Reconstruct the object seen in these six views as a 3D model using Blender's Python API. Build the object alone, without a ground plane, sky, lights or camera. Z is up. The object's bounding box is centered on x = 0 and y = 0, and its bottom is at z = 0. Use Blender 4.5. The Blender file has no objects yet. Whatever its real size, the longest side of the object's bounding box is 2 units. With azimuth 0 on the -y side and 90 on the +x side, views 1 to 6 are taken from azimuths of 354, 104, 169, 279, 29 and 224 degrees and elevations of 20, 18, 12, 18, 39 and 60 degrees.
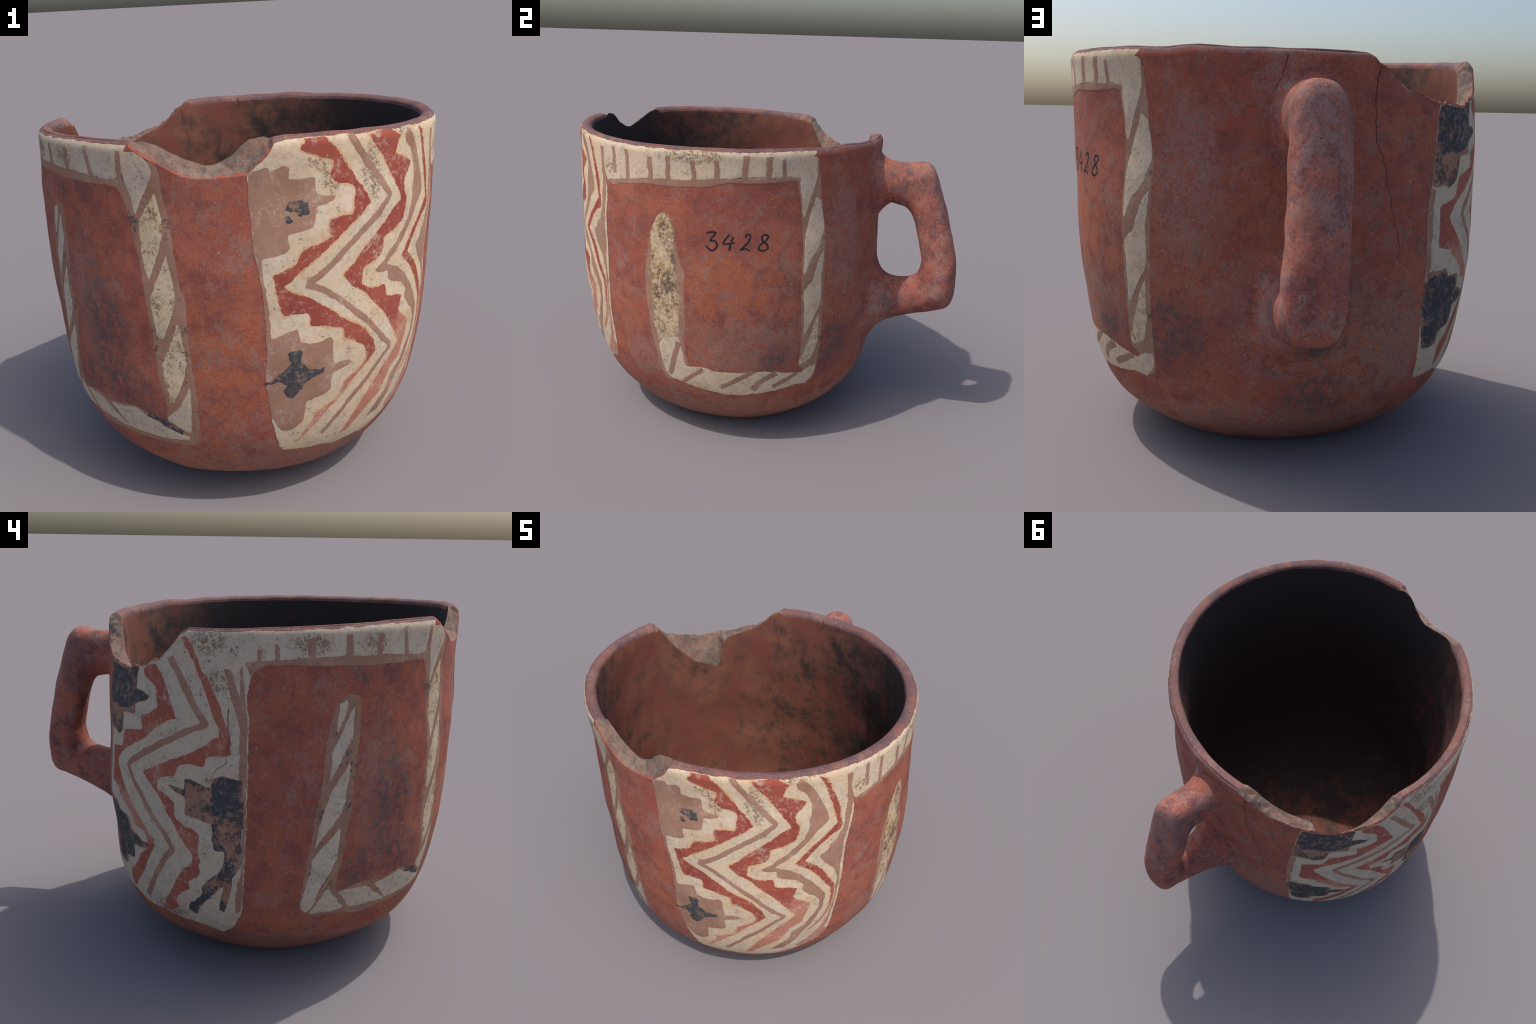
"""A broken, hand-painted pottery mug with a strap handle.

The wall is one closed surface: an outer profile (elevation spline with a few
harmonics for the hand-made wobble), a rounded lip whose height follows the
chipped rim, and an inner profile at the wall thickness.  It is cut by region
into outer wall, lip, broken edge and inner wall.  The slip painting is built
motif by motif as thin films laid on the wall in (turn, height) coordinates.
"""
import bpy
import math
import numpy as np
from mathutils import Vector
from mathutils.geometry import delaunay_2d_cdt

rng = np.random.default_rng(7)
CX, CY, CZ = 0.0, -0.25, 0.78          # centre of the vessel

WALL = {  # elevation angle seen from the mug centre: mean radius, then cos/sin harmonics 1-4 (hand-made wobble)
    "at -90": (0.7800, -0.0332, -0.0198, 0.0043, -0.0103, -0.0152, -0.0135, 0.0063, 0.0049),
    "at -78": (0.7748, -0.0239, -0.0005, 0.0046, -0.0079, -0.0121, -0.0094, 0.0045, 0.0043),
    "at -66": (0.8294, -0.0149, 0.0183, 0.0046, -0.0055, -0.0085, -0.0051, 0.0023, 0.0035),
    "at -56": (0.8933, -0.0001, 0.0403, 0.0038, -0.0027, -0.0035, 0.0014, -0.0008, 0.0015),
    "at -47": (0.9025, 0.0020, 0.0496, -0.0012, -0.0001, 0.0037, 0.0042, -0.0050, 0.0001),
    "at -38": (0.8993, -0.0022, 0.0639, 0.0008, 0.0013, -0.0004, 0.0062, -0.0066, 0.0018),
    "at -28": (0.8646, -0.0065, 0.0640, 0.0079, -0.0073, -0.0036, 0.0060, -0.0033, 0.0032),
    "at -16": (0.8213, -0.0037, 0.0536, 0.0130, -0.0097, -0.0061, 0.0079, -0.0049, 0.0014),
    "at -4": (0.8030, 0.0007, 0.0522, 0.0135, -0.0191, -0.0051, 0.0102, -0.0027, 0.0024),
    "at 10": (0.8146, 0.0012, 0.0465, 0.0186, -0.0176, -0.0057, 0.0079, -0.0028, 0.0007),
    "at 22": (0.8615, 0.0020, 0.0447, 0.0219, -0.0240, -0.0044, 0.0060, 0.0010, -0.0006),
    "at 32": (0.9347, 0.0064, 0.0450, 0.0252, -0.0277, -0.0031, 0.0026, 0.0011, 0.0001),
    "at 39": (1.0183, 0.0134, 0.0517, 0.0252, -0.0255, 0.0011, -0.0006, 0.0004, -0.0005),
    "at 46": (1.1471, 0.0232, 0.0584, 0.0241, -0.0246, 0.0039, -0.0002, 0.0013, 0.0001),
}
MOTIF = {  # control points (turn in degrees, height in m)
    "front_panel": [(-89.9, 1.432), (-91.9, 1.407), (-92, 1.328), (-91.6, 1.219), (-91.3, 1.134), (-90.2, 1.057), (-89.6, 0.964), (-89.2, 0.875), (-89.1, 0.772), (-89.9, 0.65), (-89.2, 0.548), (-88.5, 0.448), (-85.7, 0.299), (-77.5, 0.284), (-71.6, 0.276), (-66, 0.258), (-58.7, 0.263), (-52.7, 0.257), (-37.1, 0.335), (-33.5, 0.359), (-31.4, 0.45), (-31, 0.509), (-30.5, 0.637), (-29.9, 0.732), (-29.3, 0.837), (-29, 0.922), (-28.7, 1.053), (-27.4, 1.169), (-26.8, 1.239)],
    "front_red_outer": [(-76.5, 1.521), (-78.7, 1.47), (-75.5, 1.453), (-72.3, 1.434), (-69.8, 1.427), (-69.5, 1.414), (-70.7, 1.383), (-70.4, 1.363), (-68.4, 1.344), (-65.7, 1.336), (-63.8, 1.325), (-63.4, 1.309), (-64.1, 1.282), (-64.3, 1.248), (-64.9, 1.233), (-67.3, 1.236), (-71, 1.228), (-71.5, 1.212), (-71.5, 1.184), (-70.9, 1.167), (-74.9, 1.143), (-78.6, 1.133), (-79.7, 1.109), (-80.3, 1.086), (-83.9, 1.064), (-86.8, 1.051), (-86.4, 1.009), (-85.5, 0.949), (-84.5, 0.889), (-81.9, 0.896), (-77.5, 0.898), (-77.4, 0.844), (-76, 0.842), (-72.4, 0.831), (-67.8, 0.815), (-67.6, 0.771), (-64, 0.745), (-60.8, 0.718), (-59.4, 0.656), (-60.4, 0.634), (-63.6, 0.609), (-66.7, 0.585), (-67.7, 0.541), (-67.3, 0.53), (-69.9, 0.503), (-75.3, 0.465), (-76.2, 0.426), (-81.2, 0.324), (-78.1, 0.369), (-72.9, 0.445), (-67.4, 0.518), (-62.3, 0.599), (-57.7, 0.649), (-56.3, 0.68), (-57.5, 0.727), (-60.4, 0.784), (-63.7, 0.818), (-67, 0.846), (-69.9, 0.881), (-73.7, 0.918), (-77.1, 0.953), (-80.7, 0.976), (-84.2, 1.002), (-80.2, 1.044), (-75.3, 1.089), (-70.7, 1.138), (-67.2, 1.172), (-63.4, 1.207), (-60.2, 1.238), (-58.8, 1.262), (-60.7, 1.311), (-62.9, 1.349), (-65, 1.394), (-67.1, 1.439), (-69.3, 1.473), (-71.1, 1.5), (-74.1, 1.515)],
    "front_line_mid": [(-64.7, 1.505), (-61.4, 1.439), (-58.6, 1.386), (-55.7, 1.338), (-51.9, 1.267), (-56.4, 1.208), (-61.2, 1.165), (-66.7, 1.109), (-72, 1.049), (-77.9, 1.002), (-73.3, 0.976), (-69.2, 0.932), (-65.1, 0.883), (-61.1, 0.828), (-57.4, 0.774), (-54.1, 0.721), (-49.7, 0.661), (-53.3, 0.624), (-57.8, 0.563), (-62.7, 0.502), (-67.9, 0.424), (-72.3, 0.349)],
    "front_red_inner": [(-60, 1.525), (-58.3, 1.475), (-55.8, 1.436), (-53.7, 1.397), (-51.9, 1.348), (-49.7, 1.298), (-47.1, 1.239), (-49.4, 1.22), (-53, 1.183), (-57, 1.142), (-61.1, 1.096), (-64.4, 1.053), (-67.9, 1.016), (-65.2, 0.973), (-61.6, 0.936), (-58, 0.887), (-54.4, 0.832), (-51.1, 0.77), (-48, 0.701), (-45.9, 0.665), (-47.8, 0.626), (-51.4, 0.585), (-55.6, 0.523), (-59.5, 0.449), (-65.1, 0.31), (-61.8, 0.316), (-57.1, 0.403), (-51.2, 0.458), (-49.6, 0.491), (-47.2, 0.554), (-43.5, 0.58), (-42.4, 0.65), (-40.5, 0.719), (-42.2, 0.739), (-46.9, 0.796), (-46.1, 0.833), (-45.7, 0.853), (-48.4, 0.868), (-52.6, 0.88), (-53.2, 0.931), (-56.6, 0.935), (-59.1, 0.941), (-61.9, 0.964), (-61.1, 1.021), (-55.6, 1.047), (-54.1, 1.069), (-54.1, 1.112), (-52.3, 1.124), (-49.1, 1.133), (-46.3, 1.155), (-44.9, 1.192), (-44.9, 1.243), (-46.3, 1.296), (-43.1, 1.348), (-42.4, 1.362), (-45.8, 1.39), (-49.2, 1.404), (-49.5, 1.415), (-48.8, 1.448), (-47.3, 1.465), (-51, 1.496), (-55.6, 1.517)],
    "front_line_third": [(-45.8, 1.465), (-45.4, 1.436), (-42.8, 1.408), (-41.2, 1.361), (-41, 1.313), (-41.8, 1.253), (-41.9, 1.21), (-43.5, 1.156), (-45.9, 1.119), (-49.5, 1.075), (-53.6, 1.028), (-57.3, 1.002), (-55.1, 0.984), (-52.3, 0.982), (-52.1, 0.953), (-50.1, 0.928), (-46.3, 0.911), (-43.3, 0.872), (-43.9, 0.84), (-43.2, 0.815), (-39, 0.762), (-37.2, 0.725), (-37.6, 0.668), (-40.2, 0.602), (-42.4, 0.549), (-47, 0.51), (-47.7, 0.441), (-51.1, 0.414), (-54.5, 0.345), (-49.8, 0.341), (-45.5, 0.412), (-42.9, 0.478), (-39.4, 0.55), (-36.1, 0.656), (-35.1, 0.748), (-36.8, 0.797), (-40.6, 0.875), (-45, 0.948), (-48.4, 0.984), (-52.8, 1.009), (-49.6, 1.035), (-45.9, 1.08), (-43.5, 1.109), (-41.1, 1.153), (-38.6, 1.195), (-35.8, 1.224), (-35.4, 1.251), (-36.3, 1.292), (-38, 1.355), (-39.7, 1.41), (-42.1, 1.46), (-44.4, 1.488)],
    "front_red_thin": [(-39.1, 1.483), (-37.4, 1.448), (-36.5, 1.41), (-35.6, 1.364), (-33.8, 1.278), (-32.4, 1.204), (-34.3, 1.178), (-37.7, 1.136), (-41, 1.094), (-43.8, 1.056), (-46.3, 1.013), (-44.6, 0.991), (-41.6, 0.961), (-38.5, 0.901), (-35.5, 0.833), (-33.3, 0.78), (-33.2, 0.712), (-33.5, 0.644), (-35.5, 0.575), (-39.1, 0.512), (-41.9, 0.47), (-38, 0.503), (-34.8, 0.558), (-32.2, 0.622), (-32.1, 0.713), (-31.6, 0.789), (-34.1, 0.863), (-37.2, 0.94), (-40.8, 0.998), (-43.4, 1.018), (-40.9, 1.054), (-37.6, 1.104), (-34.6, 1.134), (-31.3, 1.155), (-30.7, 1.178), (-31.2, 1.225), (-31.6, 1.293), (-33.1, 1.351), (-34.9, 1.416), (-36.3, 1.463)],
    "front_pink_low": [(-32.8, 0.573), (-34.6, 0.484), (-39.2, 0.405), (-44.4, 0.338), (-42.4, 0.308), (-37.7, 0.375), (-33.6, 0.448), (-31.8, 0.529)],
    "front_pink_low2": [(-33.2, 0.456), (-36.2, 0.39), (-39.5, 0.344), (-37.8, 0.325), (-34.4, 0.346), (-31.7, 0.413)],
    "front_border_taupe": [(-29.8, 1.449), (-29, 1.312), (-29.6, 1.245), (-30.4, 1.16), (-32.3, 1.103), (-34.9, 1.08), (-35.2, 1.051), (-38.1, 1.027), (-36.9, 0.988), (-32.4, 0.906), (-31.1, 0.853), (-31.4, 0.765), (-31.6, 0.708), (-32.2, 0.622), (-33.1, 0.541), (-32.2, 0.509), (-31.7, 0.596), (-31, 0.703), (-30.1, 0.799), (-30.1, 0.888), (-29.8, 0.979), (-29.7, 1.061), (-28.3, 1.16), (-27.5, 1.229), (-27.1, 1.306), (-28.1, 1.376), (-28.7, 1.442)],
    "front_left_cluster": [(-91.8, 1.408), (-86.6, 1.425), (-86.3, 1.408), (-82.3, 1.423), (-81.3, 1.414), (-81.5, 1.377), (-78.4, 1.373), (-74.4, 1.379), (-74.4, 1.318), (-71.9, 1.306), (-69, 1.303), (-69.9, 1.285), (-74.6, 1.275), (-75.4, 1.207), (-79, 1.196), (-82.8, 1.186), (-82, 1.143), (-83.3, 1.125), (-87.4, 1.117), (-89.7, 1.107), (-89.3, 1.039), (-88.7, 0.995), (-88.1, 0.899), (-88, 0.824), (-87.6, 0.809), (-83.9, 0.829), (-80.6, 0.841), (-79.9, 0.788), (-77.4, 0.775), (-70.8, 0.789), (-70.8, 0.674), (-66, 0.677), (-64.3, 0.664), (-66.2, 0.65), (-70.6, 0.636), (-71.2, 0.552), (-75.1, 0.54), (-78.3, 0.527), (-79.1, 0.434), (-82.1, 0.404), (-85.1, 0.399), (-87, 0.429), (-88.6, 0.478), (-89.3, 0.558), (-90.1, 0.648), (-89.2, 0.771), (-89.3, 0.874), (-89.7, 0.963), (-90.3, 1.057), (-91.4, 1.133), (-91.8, 1.218), (-92.1, 1.327)],
    "front_black_low": [(-83.6, 0.753), (-79.7, 0.758), (-79.9, 0.705), (-77, 0.67), (-73.2, 0.667), (-73.6, 0.651), (-77.4, 0.63), (-81.7, 0.557), (-83.8, 0.558), (-85.1, 0.587), (-83.6, 0.616), (-86.6, 0.635), (-88.5, 0.625), (-90.5, 0.629), (-88.2, 0.643), (-85.7, 0.664), (-83, 0.704)],
    "front_black_up": [(-82.1, 1.303), (-80.2, 1.301), (-78.4, 1.304), (-76.7, 1.284), (-76.4, 1.259), (-78.7, 1.246), (-80.4, 1.27), (-82.6, 1.267)],
    "front_black_up2": [(-83.1, 1.251), (-81.9, 1.253), (-80.9, 1.23), (-82.6, 1.225)],
    "right_band_low": [(-26.9, 1.298), (-20.3, 1.314), (-15.2, 1.325), (-9.3, 1.337), (-2.2, 1.342), (2.3, 1.342), (6.3, 1.347), (12.5, 1.354), (16, 1.355), (20.6, 1.36), (27.7, 1.364), (28.1, 1.36), (31, 1.358), (36.6, 1.36), (40.3, 1.349)],
    "right_taupe_low": [(-24.2, 1.281), (-20.4, 1.295), (-15.3, 1.305), (-9.4, 1.312), (0.2, 1.314), (6.7, 1.316), (11, 1.319), (16.8, 1.338), (24.6, 1.335), (28.6, 1.337), (31.1, 1.336), (36.7, 1.343), (40.1, 1.329)],
    "right_tick0": [(-28.4, 1.454), (-28.8, 1.33)],
    "right_tick1": [(-22.4, 1.465), (-22.3, 1.349)],
    "right_tick2": [(-16.6, 1.463), (-16.3, 1.326)],
    "right_tick3": [(-7.8, 1.442), (-7.9, 1.337)],
    "right_tick4": [(-1.7, 1.454), (-1.9, 1.342)],
    "right_tick5": [(5.8, 1.439), (6.6, 1.349)],
    "right_tick6": [(13.3, 1.443), (13.5, 1.357)],
    "right_tick7": [(22.3, 1.461), (21.7, 1.358)],
    "right_tick8": [(29.4, 1.455), (29.4, 1.362)],
    "right_tick9": [(34.1, 1.441), (34.8, 1.362)],
    "right_bar1": [(39.8, 1.449), (46.5, 1.444), (46.9, 1.35), (45.1, 1.282), (43.5, 1.22), (42.1, 1.164), (41.4, 1.188), (40.8, 1.264), (40.1, 1.323), (40.2, 1.349)],
    "right_bar2": [(46.5, 1.263), (48.7, 1.236), (49.6, 1.175), (50.1, 1.103), (49.2, 1.075), (48.1, 1.029), (44, 0.971), (42.6, 0.908), (41.6, 0.903), (41.8, 0.951), (42.1, 1.029), (42.6, 1.098), (44.1, 1.167), (45.5, 1.217)],
    "right_bar3": [(49.7, 1.004), (49.4, 0.943), (48.7, 0.883), (49, 0.806), (48.9, 0.755), (48.3, 0.731), (46.3, 0.684), (43.2, 0.601), (42.6, 0.616), (42.7, 0.668), (42.1, 0.76), (41.8, 0.824), (45.1, 0.867), (46.5, 0.926), (48, 0.977)],
    "right_bar4": [(48.4, 0.698), (48.5, 0.625), (48.6, 0.557), (47.6, 0.49), (46.4, 0.458), (42.5, 0.435), (42.1, 0.458), (43.4, 0.504), (44.9, 0.569), (46.1, 0.619), (47.5, 0.668)],
    "right_bar_halo": [(39.4, 1.347), (47.1, 1.437), (48.9, 1.242), (50.6, 1.102), (50.2, 0.982), (50.1, 0.867), (49.8, 0.739), (49.9, 0.607), (50, 0.503), (49.7, 0.409), (49, 0.338), (46.9, 0.323), (44.3, 0.407), (41.5, 0.438), (42.2, 0.529), (41.8, 0.631), (41.2, 0.794), (41.1, 0.953), (41.7, 1.1), (40.3, 1.265)],
    "right_bottom": [(-6.8, 0.434), (-5.8, 0.373), (-3.4, 0.346), (0.8, 0.337), (5.7, 0.318), (12.9, 0.301), (17.6, 0.286), (22.2, 0.289), (29, 0.298), (30.8, 0.304), (37.3, 0.311), (41.6, 0.326), (46.4, 0.321), (49.1, 0.367), (49.3, 0.418), (45.9, 0.409), (43.5, 0.387), (37, 0.406), (30.1, 0.425), (21.8, 0.423), (13.1, 0.424), (8.1, 0.442), (2.5, 0.436), (1.7, 0.481), (1, 0.55), (-0.2, 0.595), (-6.3, 0.572), (-7.7, 0.525)],
    "right_slash0": [(0.4, 0.562), (-2.5, 0.441), (-4.3, 0.367)],
    "right_slash1": [(8.6, 0.428), (0.8, 0.34)],
    "right_slash2": [(26.1, 0.429), (14.8, 0.332)],
    "right_slash3": [(34.2, 0.412), (28.6, 0.368), (26.1, 0.317)],
    "right_slash4": [(41.9, 0.392), (33.3, 0.331)],
    "right_short_halo": [(-6, 1.176), (-3.7, 1.194), (-1.6, 1.18), (0.1, 1.121), (0.4, 1.032), (2, 0.956), (3, 0.923), (2.9, 0.8), (3.1, 0.671), (2, 0.566), (2.7, 0.498), (3.5, 0.45), (-1.8, 0.343), (-6.3, 0.339), (-7.9, 0.392), (-9, 0.499), (-10.3, 0.601), (-10.6, 0.695), (-11.4, 0.798), (-10.9, 0.925), (-9.7, 1.013), (-8.4, 1.1)],
    "right_short_bar": [(-6, 1.164), (-3.7, 1.188), (-2, 1.176), (-0.6, 1.126), (-0.4, 1.061), (-0.2, 0.971), (0.6, 0.857), (1.1, 0.777), (0.9, 0.699), (0.1, 0.596), (-7.5, 0.547), (-7.9, 0.594), (-8.6, 0.64), (-8.6, 0.714), (-8.6, 0.837), (-8.8, 0.93), (-8.5, 1.016), (-8.6, 1.058), (-7.9, 1.113)],
    "digit3": [(10.3, 1.112), (11.6, 1.118), (13.1, 1.114), (11.4, 1.08), (12.8, 1.078), (13.6, 1.06), (13, 1.041), (11.7, 1.034), (10, 1.054)],
    "digit4a": [(17.3, 1.11), (16.4, 1.091), (15.5, 1.067), (17.2, 1.066), (19, 1.071)],
    "digit4b": [(18.6, 1.098), (17.8, 1.068), (17.3, 1.034)],
    "digit2": [(22.3, 1.095), (22.7, 1.107), (23.7, 1.106), (23.8, 1.09), (22.7, 1.065), (20.9, 1.039), (22.5, 1.044), (23.7, 1.032)],
    "digit8": [(29.4, 1.101), (28.3, 1.104), (27.6, 1.093), (27.9, 1.075), (29.2, 1.06), (29.5, 1.044), (28.4, 1.032), (26.9, 1.036), (26.5, 1.049), (27.5, 1.065), (29, 1.08), (29.6, 1.093), (29.3, 1.103)],
    "left_band_low": [(174.9, 1.375), (182, 1.382), (189.3, 1.392), (196.9, 1.396), (201.8, 1.398), (208.4, 1.394), (214.8, 1.394), (222.3, 1.386), (213, 1.39), (221.5, 1.39), (226.8, 1.379), (232.1, 1.382)],
    "left_taupe_low": [(176.4, 1.325), (179.2, 1.363), (185.7, 1.368), (193.1, 1.365), (203.2, 1.361), (213.1, 1.358), (204.4, 1.379), (213.1, 1.358), (223.8, 1.359), (231, 1.355)],
    "left_tick0": [(178.7, 1.426), (178.5, 1.383)],
    "left_tick1": [(182.5, 1.447), (182.9, 1.384)],
    "left_tick2": [(191.3, 1.467), (191.9, 1.392)],
    "left_tick3": [(201.8, 1.48), (202.2, 1.393)],
    "left_tick4": [(211.4, 1.48), (211.8, 1.397)],
    "left_tick5": [(220.6, 1.492), (222.2, 1.386)],
    "left_tick6": [(233, 1.489), (232.3, 1.379)],
    "left_bar1": [(233.1, 1.484), (238.3, 1.482), (241.4, 1.454), (242.2, 1.435), (242.6, 1.411), (241.4, 1.381), (237.9, 1.308), (235.8, 1.26), (235.2, 1.316), (233.8, 1.381), (233, 1.425)],
    "left_bar2": [(242.7, 1.346), (243.2, 1.297), (243.7, 1.257), (244, 1.211), (242.8, 1.159), (241.1, 1.106), (238.8, 1.024), (237.6, 1.059), (236.7, 1.126), (236.5, 1.189), (237, 1.241), (238.9, 1.278), (241.1, 1.315)],
    "left_bar3": [(244.6, 1.127), (244.9, 1.084), (245.9, 1.005), (246, 0.958), (245.1, 0.918), (243.2, 0.859), (241.3, 0.803), (239.1, 0.793), (238.9, 0.852), (238.3, 0.908), (238.6, 0.964), (240, 1.004), (242.2, 1.065)],
    "left_bar4": [(246, 0.871), (246.7, 0.835), (247, 0.783), (247.6, 0.719), (246.4, 0.647), (244.7, 0.596), (241.9, 0.527), (240.8, 0.531), (240.5, 0.589), (239.9, 0.636), (239.9, 0.695), (241.7, 0.745), (244.1, 0.808)],
    "left_bar5": [(247.7, 0.613), (247.8, 0.569), (247.3, 0.503), (246.2, 0.391), (243.2, 0.404), (238.6, 0.45), (241.5, 0.485), (243.8, 0.517), (246.3, 0.574)],
    "left_bar_halo": [(229.4, 1.381), (232.1, 1.379), (234.3, 1.386), (242.2, 1.455), (244.8, 1.426), (244.7, 1.337), (245.7, 1.263), (246.4, 1.187), (247.1, 1.085), (247.5, 0.991), (248.9, 0.976), (248.9, 0.866), (248.7, 0.779), (249.4, 0.663), (249.6, 0.572), (249.5, 0.471), (248, 0.346), (241.9, 0.319), (239, 0.444), (239.4, 0.535), (238, 0.632), (237.7, 0.726), (237.2, 0.849), (236.9, 0.934), (236.4, 1.02), (235.3, 1.124), (234, 1.201), (233.4, 1.278), (231.7, 1.338)],
    "left_bottom_halo": [(201.6, 0.451), (211.4, 0.481), (216.6, 0.458), (228.2, 0.481), (232.1, 0.459), (238.8, 0.436), (248.3, 0.369), (247.1, 0.329), (237, 0.328), (228.9, 0.338), (219.1, 0.33), (210.9, 0.32), (204.6, 0.342), (198.1, 0.368)],
    "left_bottom2": [(216.3, 0.45), (221.9, 0.458), (227.5, 0.471), (230.4, 0.453), (234.6, 0.424), (238.8, 0.4), (245.2, 0.371), (245, 0.356), (237.4, 0.349), (232, 0.35), (226.2, 0.349), (222.7, 0.356), (220, 0.395)],
    "left_black_stroke": [(232, 0.455), (235.4, 0.441), (239, 0.415), (243, 0.389)],
    "mid_halo": [(199, 1.225), (202.3, 1.258), (205.9, 1.25), (206.5, 1.206), (206.4, 1.125), (206.2, 1.043), (205.4, 0.903), (205.3, 0.847), (204.6, 0.745), (203.6, 0.638), (201.9, 0.516), (201.2, 0.477), (202.4, 0.454), (212.5, 0.462), (215.9, 0.467), (222.3, 0.47), (230, 0.471), (235.1, 0.327), (226, 0.327), (215.2, 0.341), (206.7, 0.341), (194, 0.344), (190.6, 0.395), (191.5, 0.5), (192.8, 0.625), (193.8, 0.715), (194.6, 0.833), (195.3, 0.862), (196.1, 0.973), (196.8, 1.082), (197.5, 1.162)],
    "mid_bar1": [(199.8, 1.224), (201.9, 1.238), (202.4, 1.221), (201.3, 1.169), (199.4, 1.112), (199.6, 1.171)],
    "mid_bar2": [(204.4, 1.219), (204.2, 1.15), (204.2, 1.095), (203, 1.064), (200.2, 0.99), (197.9, 0.923), (198.3, 0.993), (198.3, 1.042), (199.9, 1.09), (201.4, 1.137), (203, 1.184)],
    "mid_bar3": [(203.8, 1.005), (203.8, 0.963), (203.4, 0.906), (203.1, 0.836), (202.7, 0.822), (201.6, 0.781), (197.5, 0.716), (194.7, 0.659), (195.4, 0.725), (197, 0.83), (198.1, 0.87), (199.2, 0.904), (201.6, 0.952)],
    "mid_bar4": [(202.1, 0.738), (202, 0.69), (201.4, 0.612), (199.9, 0.553), (197.5, 0.505), (196.1, 0.439), (194.3, 0.372), (192.5, 0.367), (191, 0.395), (192, 0.472), (193.5, 0.537), (193.9, 0.606), (195.6, 0.64), (198.5, 0.684)],
    "mid_corner": [(199.4, 0.481), (201.6, 0.435), (205.3, 0.365), (199.5, 0.358), (193.9, 0.353), (196.3, 0.41)],
    "mid_bottom1": [(202.4, 0.454), (207.3, 0.454), (212.6, 0.454), (217, 0.405), (223, 0.349), (214.9, 0.358), (207.4, 0.362), (205.3, 0.403)],
    "mid_slash": [(202, 0.593), (200, 0.533), (195.7, 0.425)],
    "back_panel": [(124.7, 1.308), (123.5, 1.224), (122.6, 1.125), (121.9, 1.025), (120.7, 0.9), (120.5, 0.775), (120.6, 0.669), (121.5, 0.528), (121.4, 0.416), (121.6, 0.32), (122.2, 0.293), (132.8, 0.298), (138.2, 0.262), (145.3, 0.275), (152, 0.263), (156.2, 0.258), (162, 0.246), (166.1, 0.218), (170.4, 0.264), (174.1, 0.359), (174.9, 0.463), (175.2, 0.562), (175.6, 0.657), (175.9, 0.778), (176.2, 0.951), (176.2, 1.031), (176.4, 1.166), (176, 1.202), (175.6, 1.253), (176.2, 1.294), (176.5, 1.325), (177.5, 1.345)],
    "back_left_cluster": [(124.9, 1.307), (123.6, 1.224), (122.7, 1.125), (122, 1.025), (124.2, 1.016), (127.2, 1.023), (129.9, 1.01), (133.6, 1.041), (134.9, 1.124), (143.2, 1.126), (137.8, 1.129), (140.9, 1.127), (141.2, 1.168), (143, 1.181), (146.1, 1.194), (147.5, 1.212), (144.8, 1.227), (141.5, 1.231), (142, 1.276), (142.5, 1.321)],
    "back_left_black": [(125.6, 1.308), (124.3, 1.249), (123.3, 1.16), (125.4, 1.134), (130, 1.142), (133.1, 1.125), (136.7, 1.144), (142.9, 1.194), (140.9, 1.184), (146.1, 1.197), (147.2, 1.211), (144.8, 1.225), (141.1, 1.23), (139.1, 1.27), (139.8, 1.308)],
    "back_left_cluster2": [(121.7, 0.715), (126.3, 0.713), (129, 0.715), (130.4, 0.678), (136.1, 0.68), (137.7, 0.617), (145.6, 0.579), (142, 0.555), (136.9, 0.549), (136, 0.476), (130.7, 0.465), (129.5, 0.411), (122.6, 0.412), (121.5, 0.528), (120.6, 0.669)],
    "back_left_strip": [(122, 1.02), (123.9, 1.008), (123, 0.948), (122.5, 0.846), (122.1, 0.764), (121.9, 0.714), (120.8, 0.695), (120.5, 0.775), (120.7, 0.9)],
    "back_red_outer": [(146.8, 1.335), (149.5, 1.337), (151.7, 1.306), (153.3, 1.267), (154.9, 1.216), (156.3, 1.165), (156.6, 1.15), (153.6, 1.132), (149.5, 1.094), (144.8, 1.041), (139.1, 0.998), (133.6, 0.953), (129.5, 0.899), (135.5, 0.81), (138.3, 0.759), (141.9, 0.706), (144.7, 0.667), (147.7, 0.616), (147.4, 0.588), (143.9, 0.516), (140.7, 0.443), (136.8, 0.377), (131.6, 0.305), (131.1, 0.34), (131.4, 0.394), (136.9, 0.457), (140.6, 0.526), (144, 0.564), (144.9, 0.609), (143.8, 0.643), (139, 0.653), (138.2, 0.701), (136, 0.736), (132.3, 0.757), (140.7, 0.672), (136.2, 0.742), (131.5, 0.753), (130.9, 0.781), (125.1, 0.798), (125.4, 0.842), (125.6, 0.945), (128.1, 0.955), (132.4, 0.968), (133.7, 0.991), (134.9, 1.049), (139.3, 1.061), (144.3, 1.079), (143.7, 1.129), (147.3, 1.147), (150.5, 1.175), (150.1, 1.25), (147, 1.276), (144.9, 1.293), (145.1, 1.321)],
    "back_line_mid": [(154.3, 1.374), (157.7, 1.306), (160.5, 1.242), (163.1, 1.183), (165.3, 1.141), (161.1, 1.115), (156.3, 1.078), (151, 1.036), (144.7, 0.982), (137.3, 0.913), (139.8, 0.856), (144.5, 0.796), (147.6, 0.731), (151.1, 0.682), (154.5, 0.612), (150.9, 0.55), (147.1, 0.471), (142.9, 0.377), (139.6, 0.311)],
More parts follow.
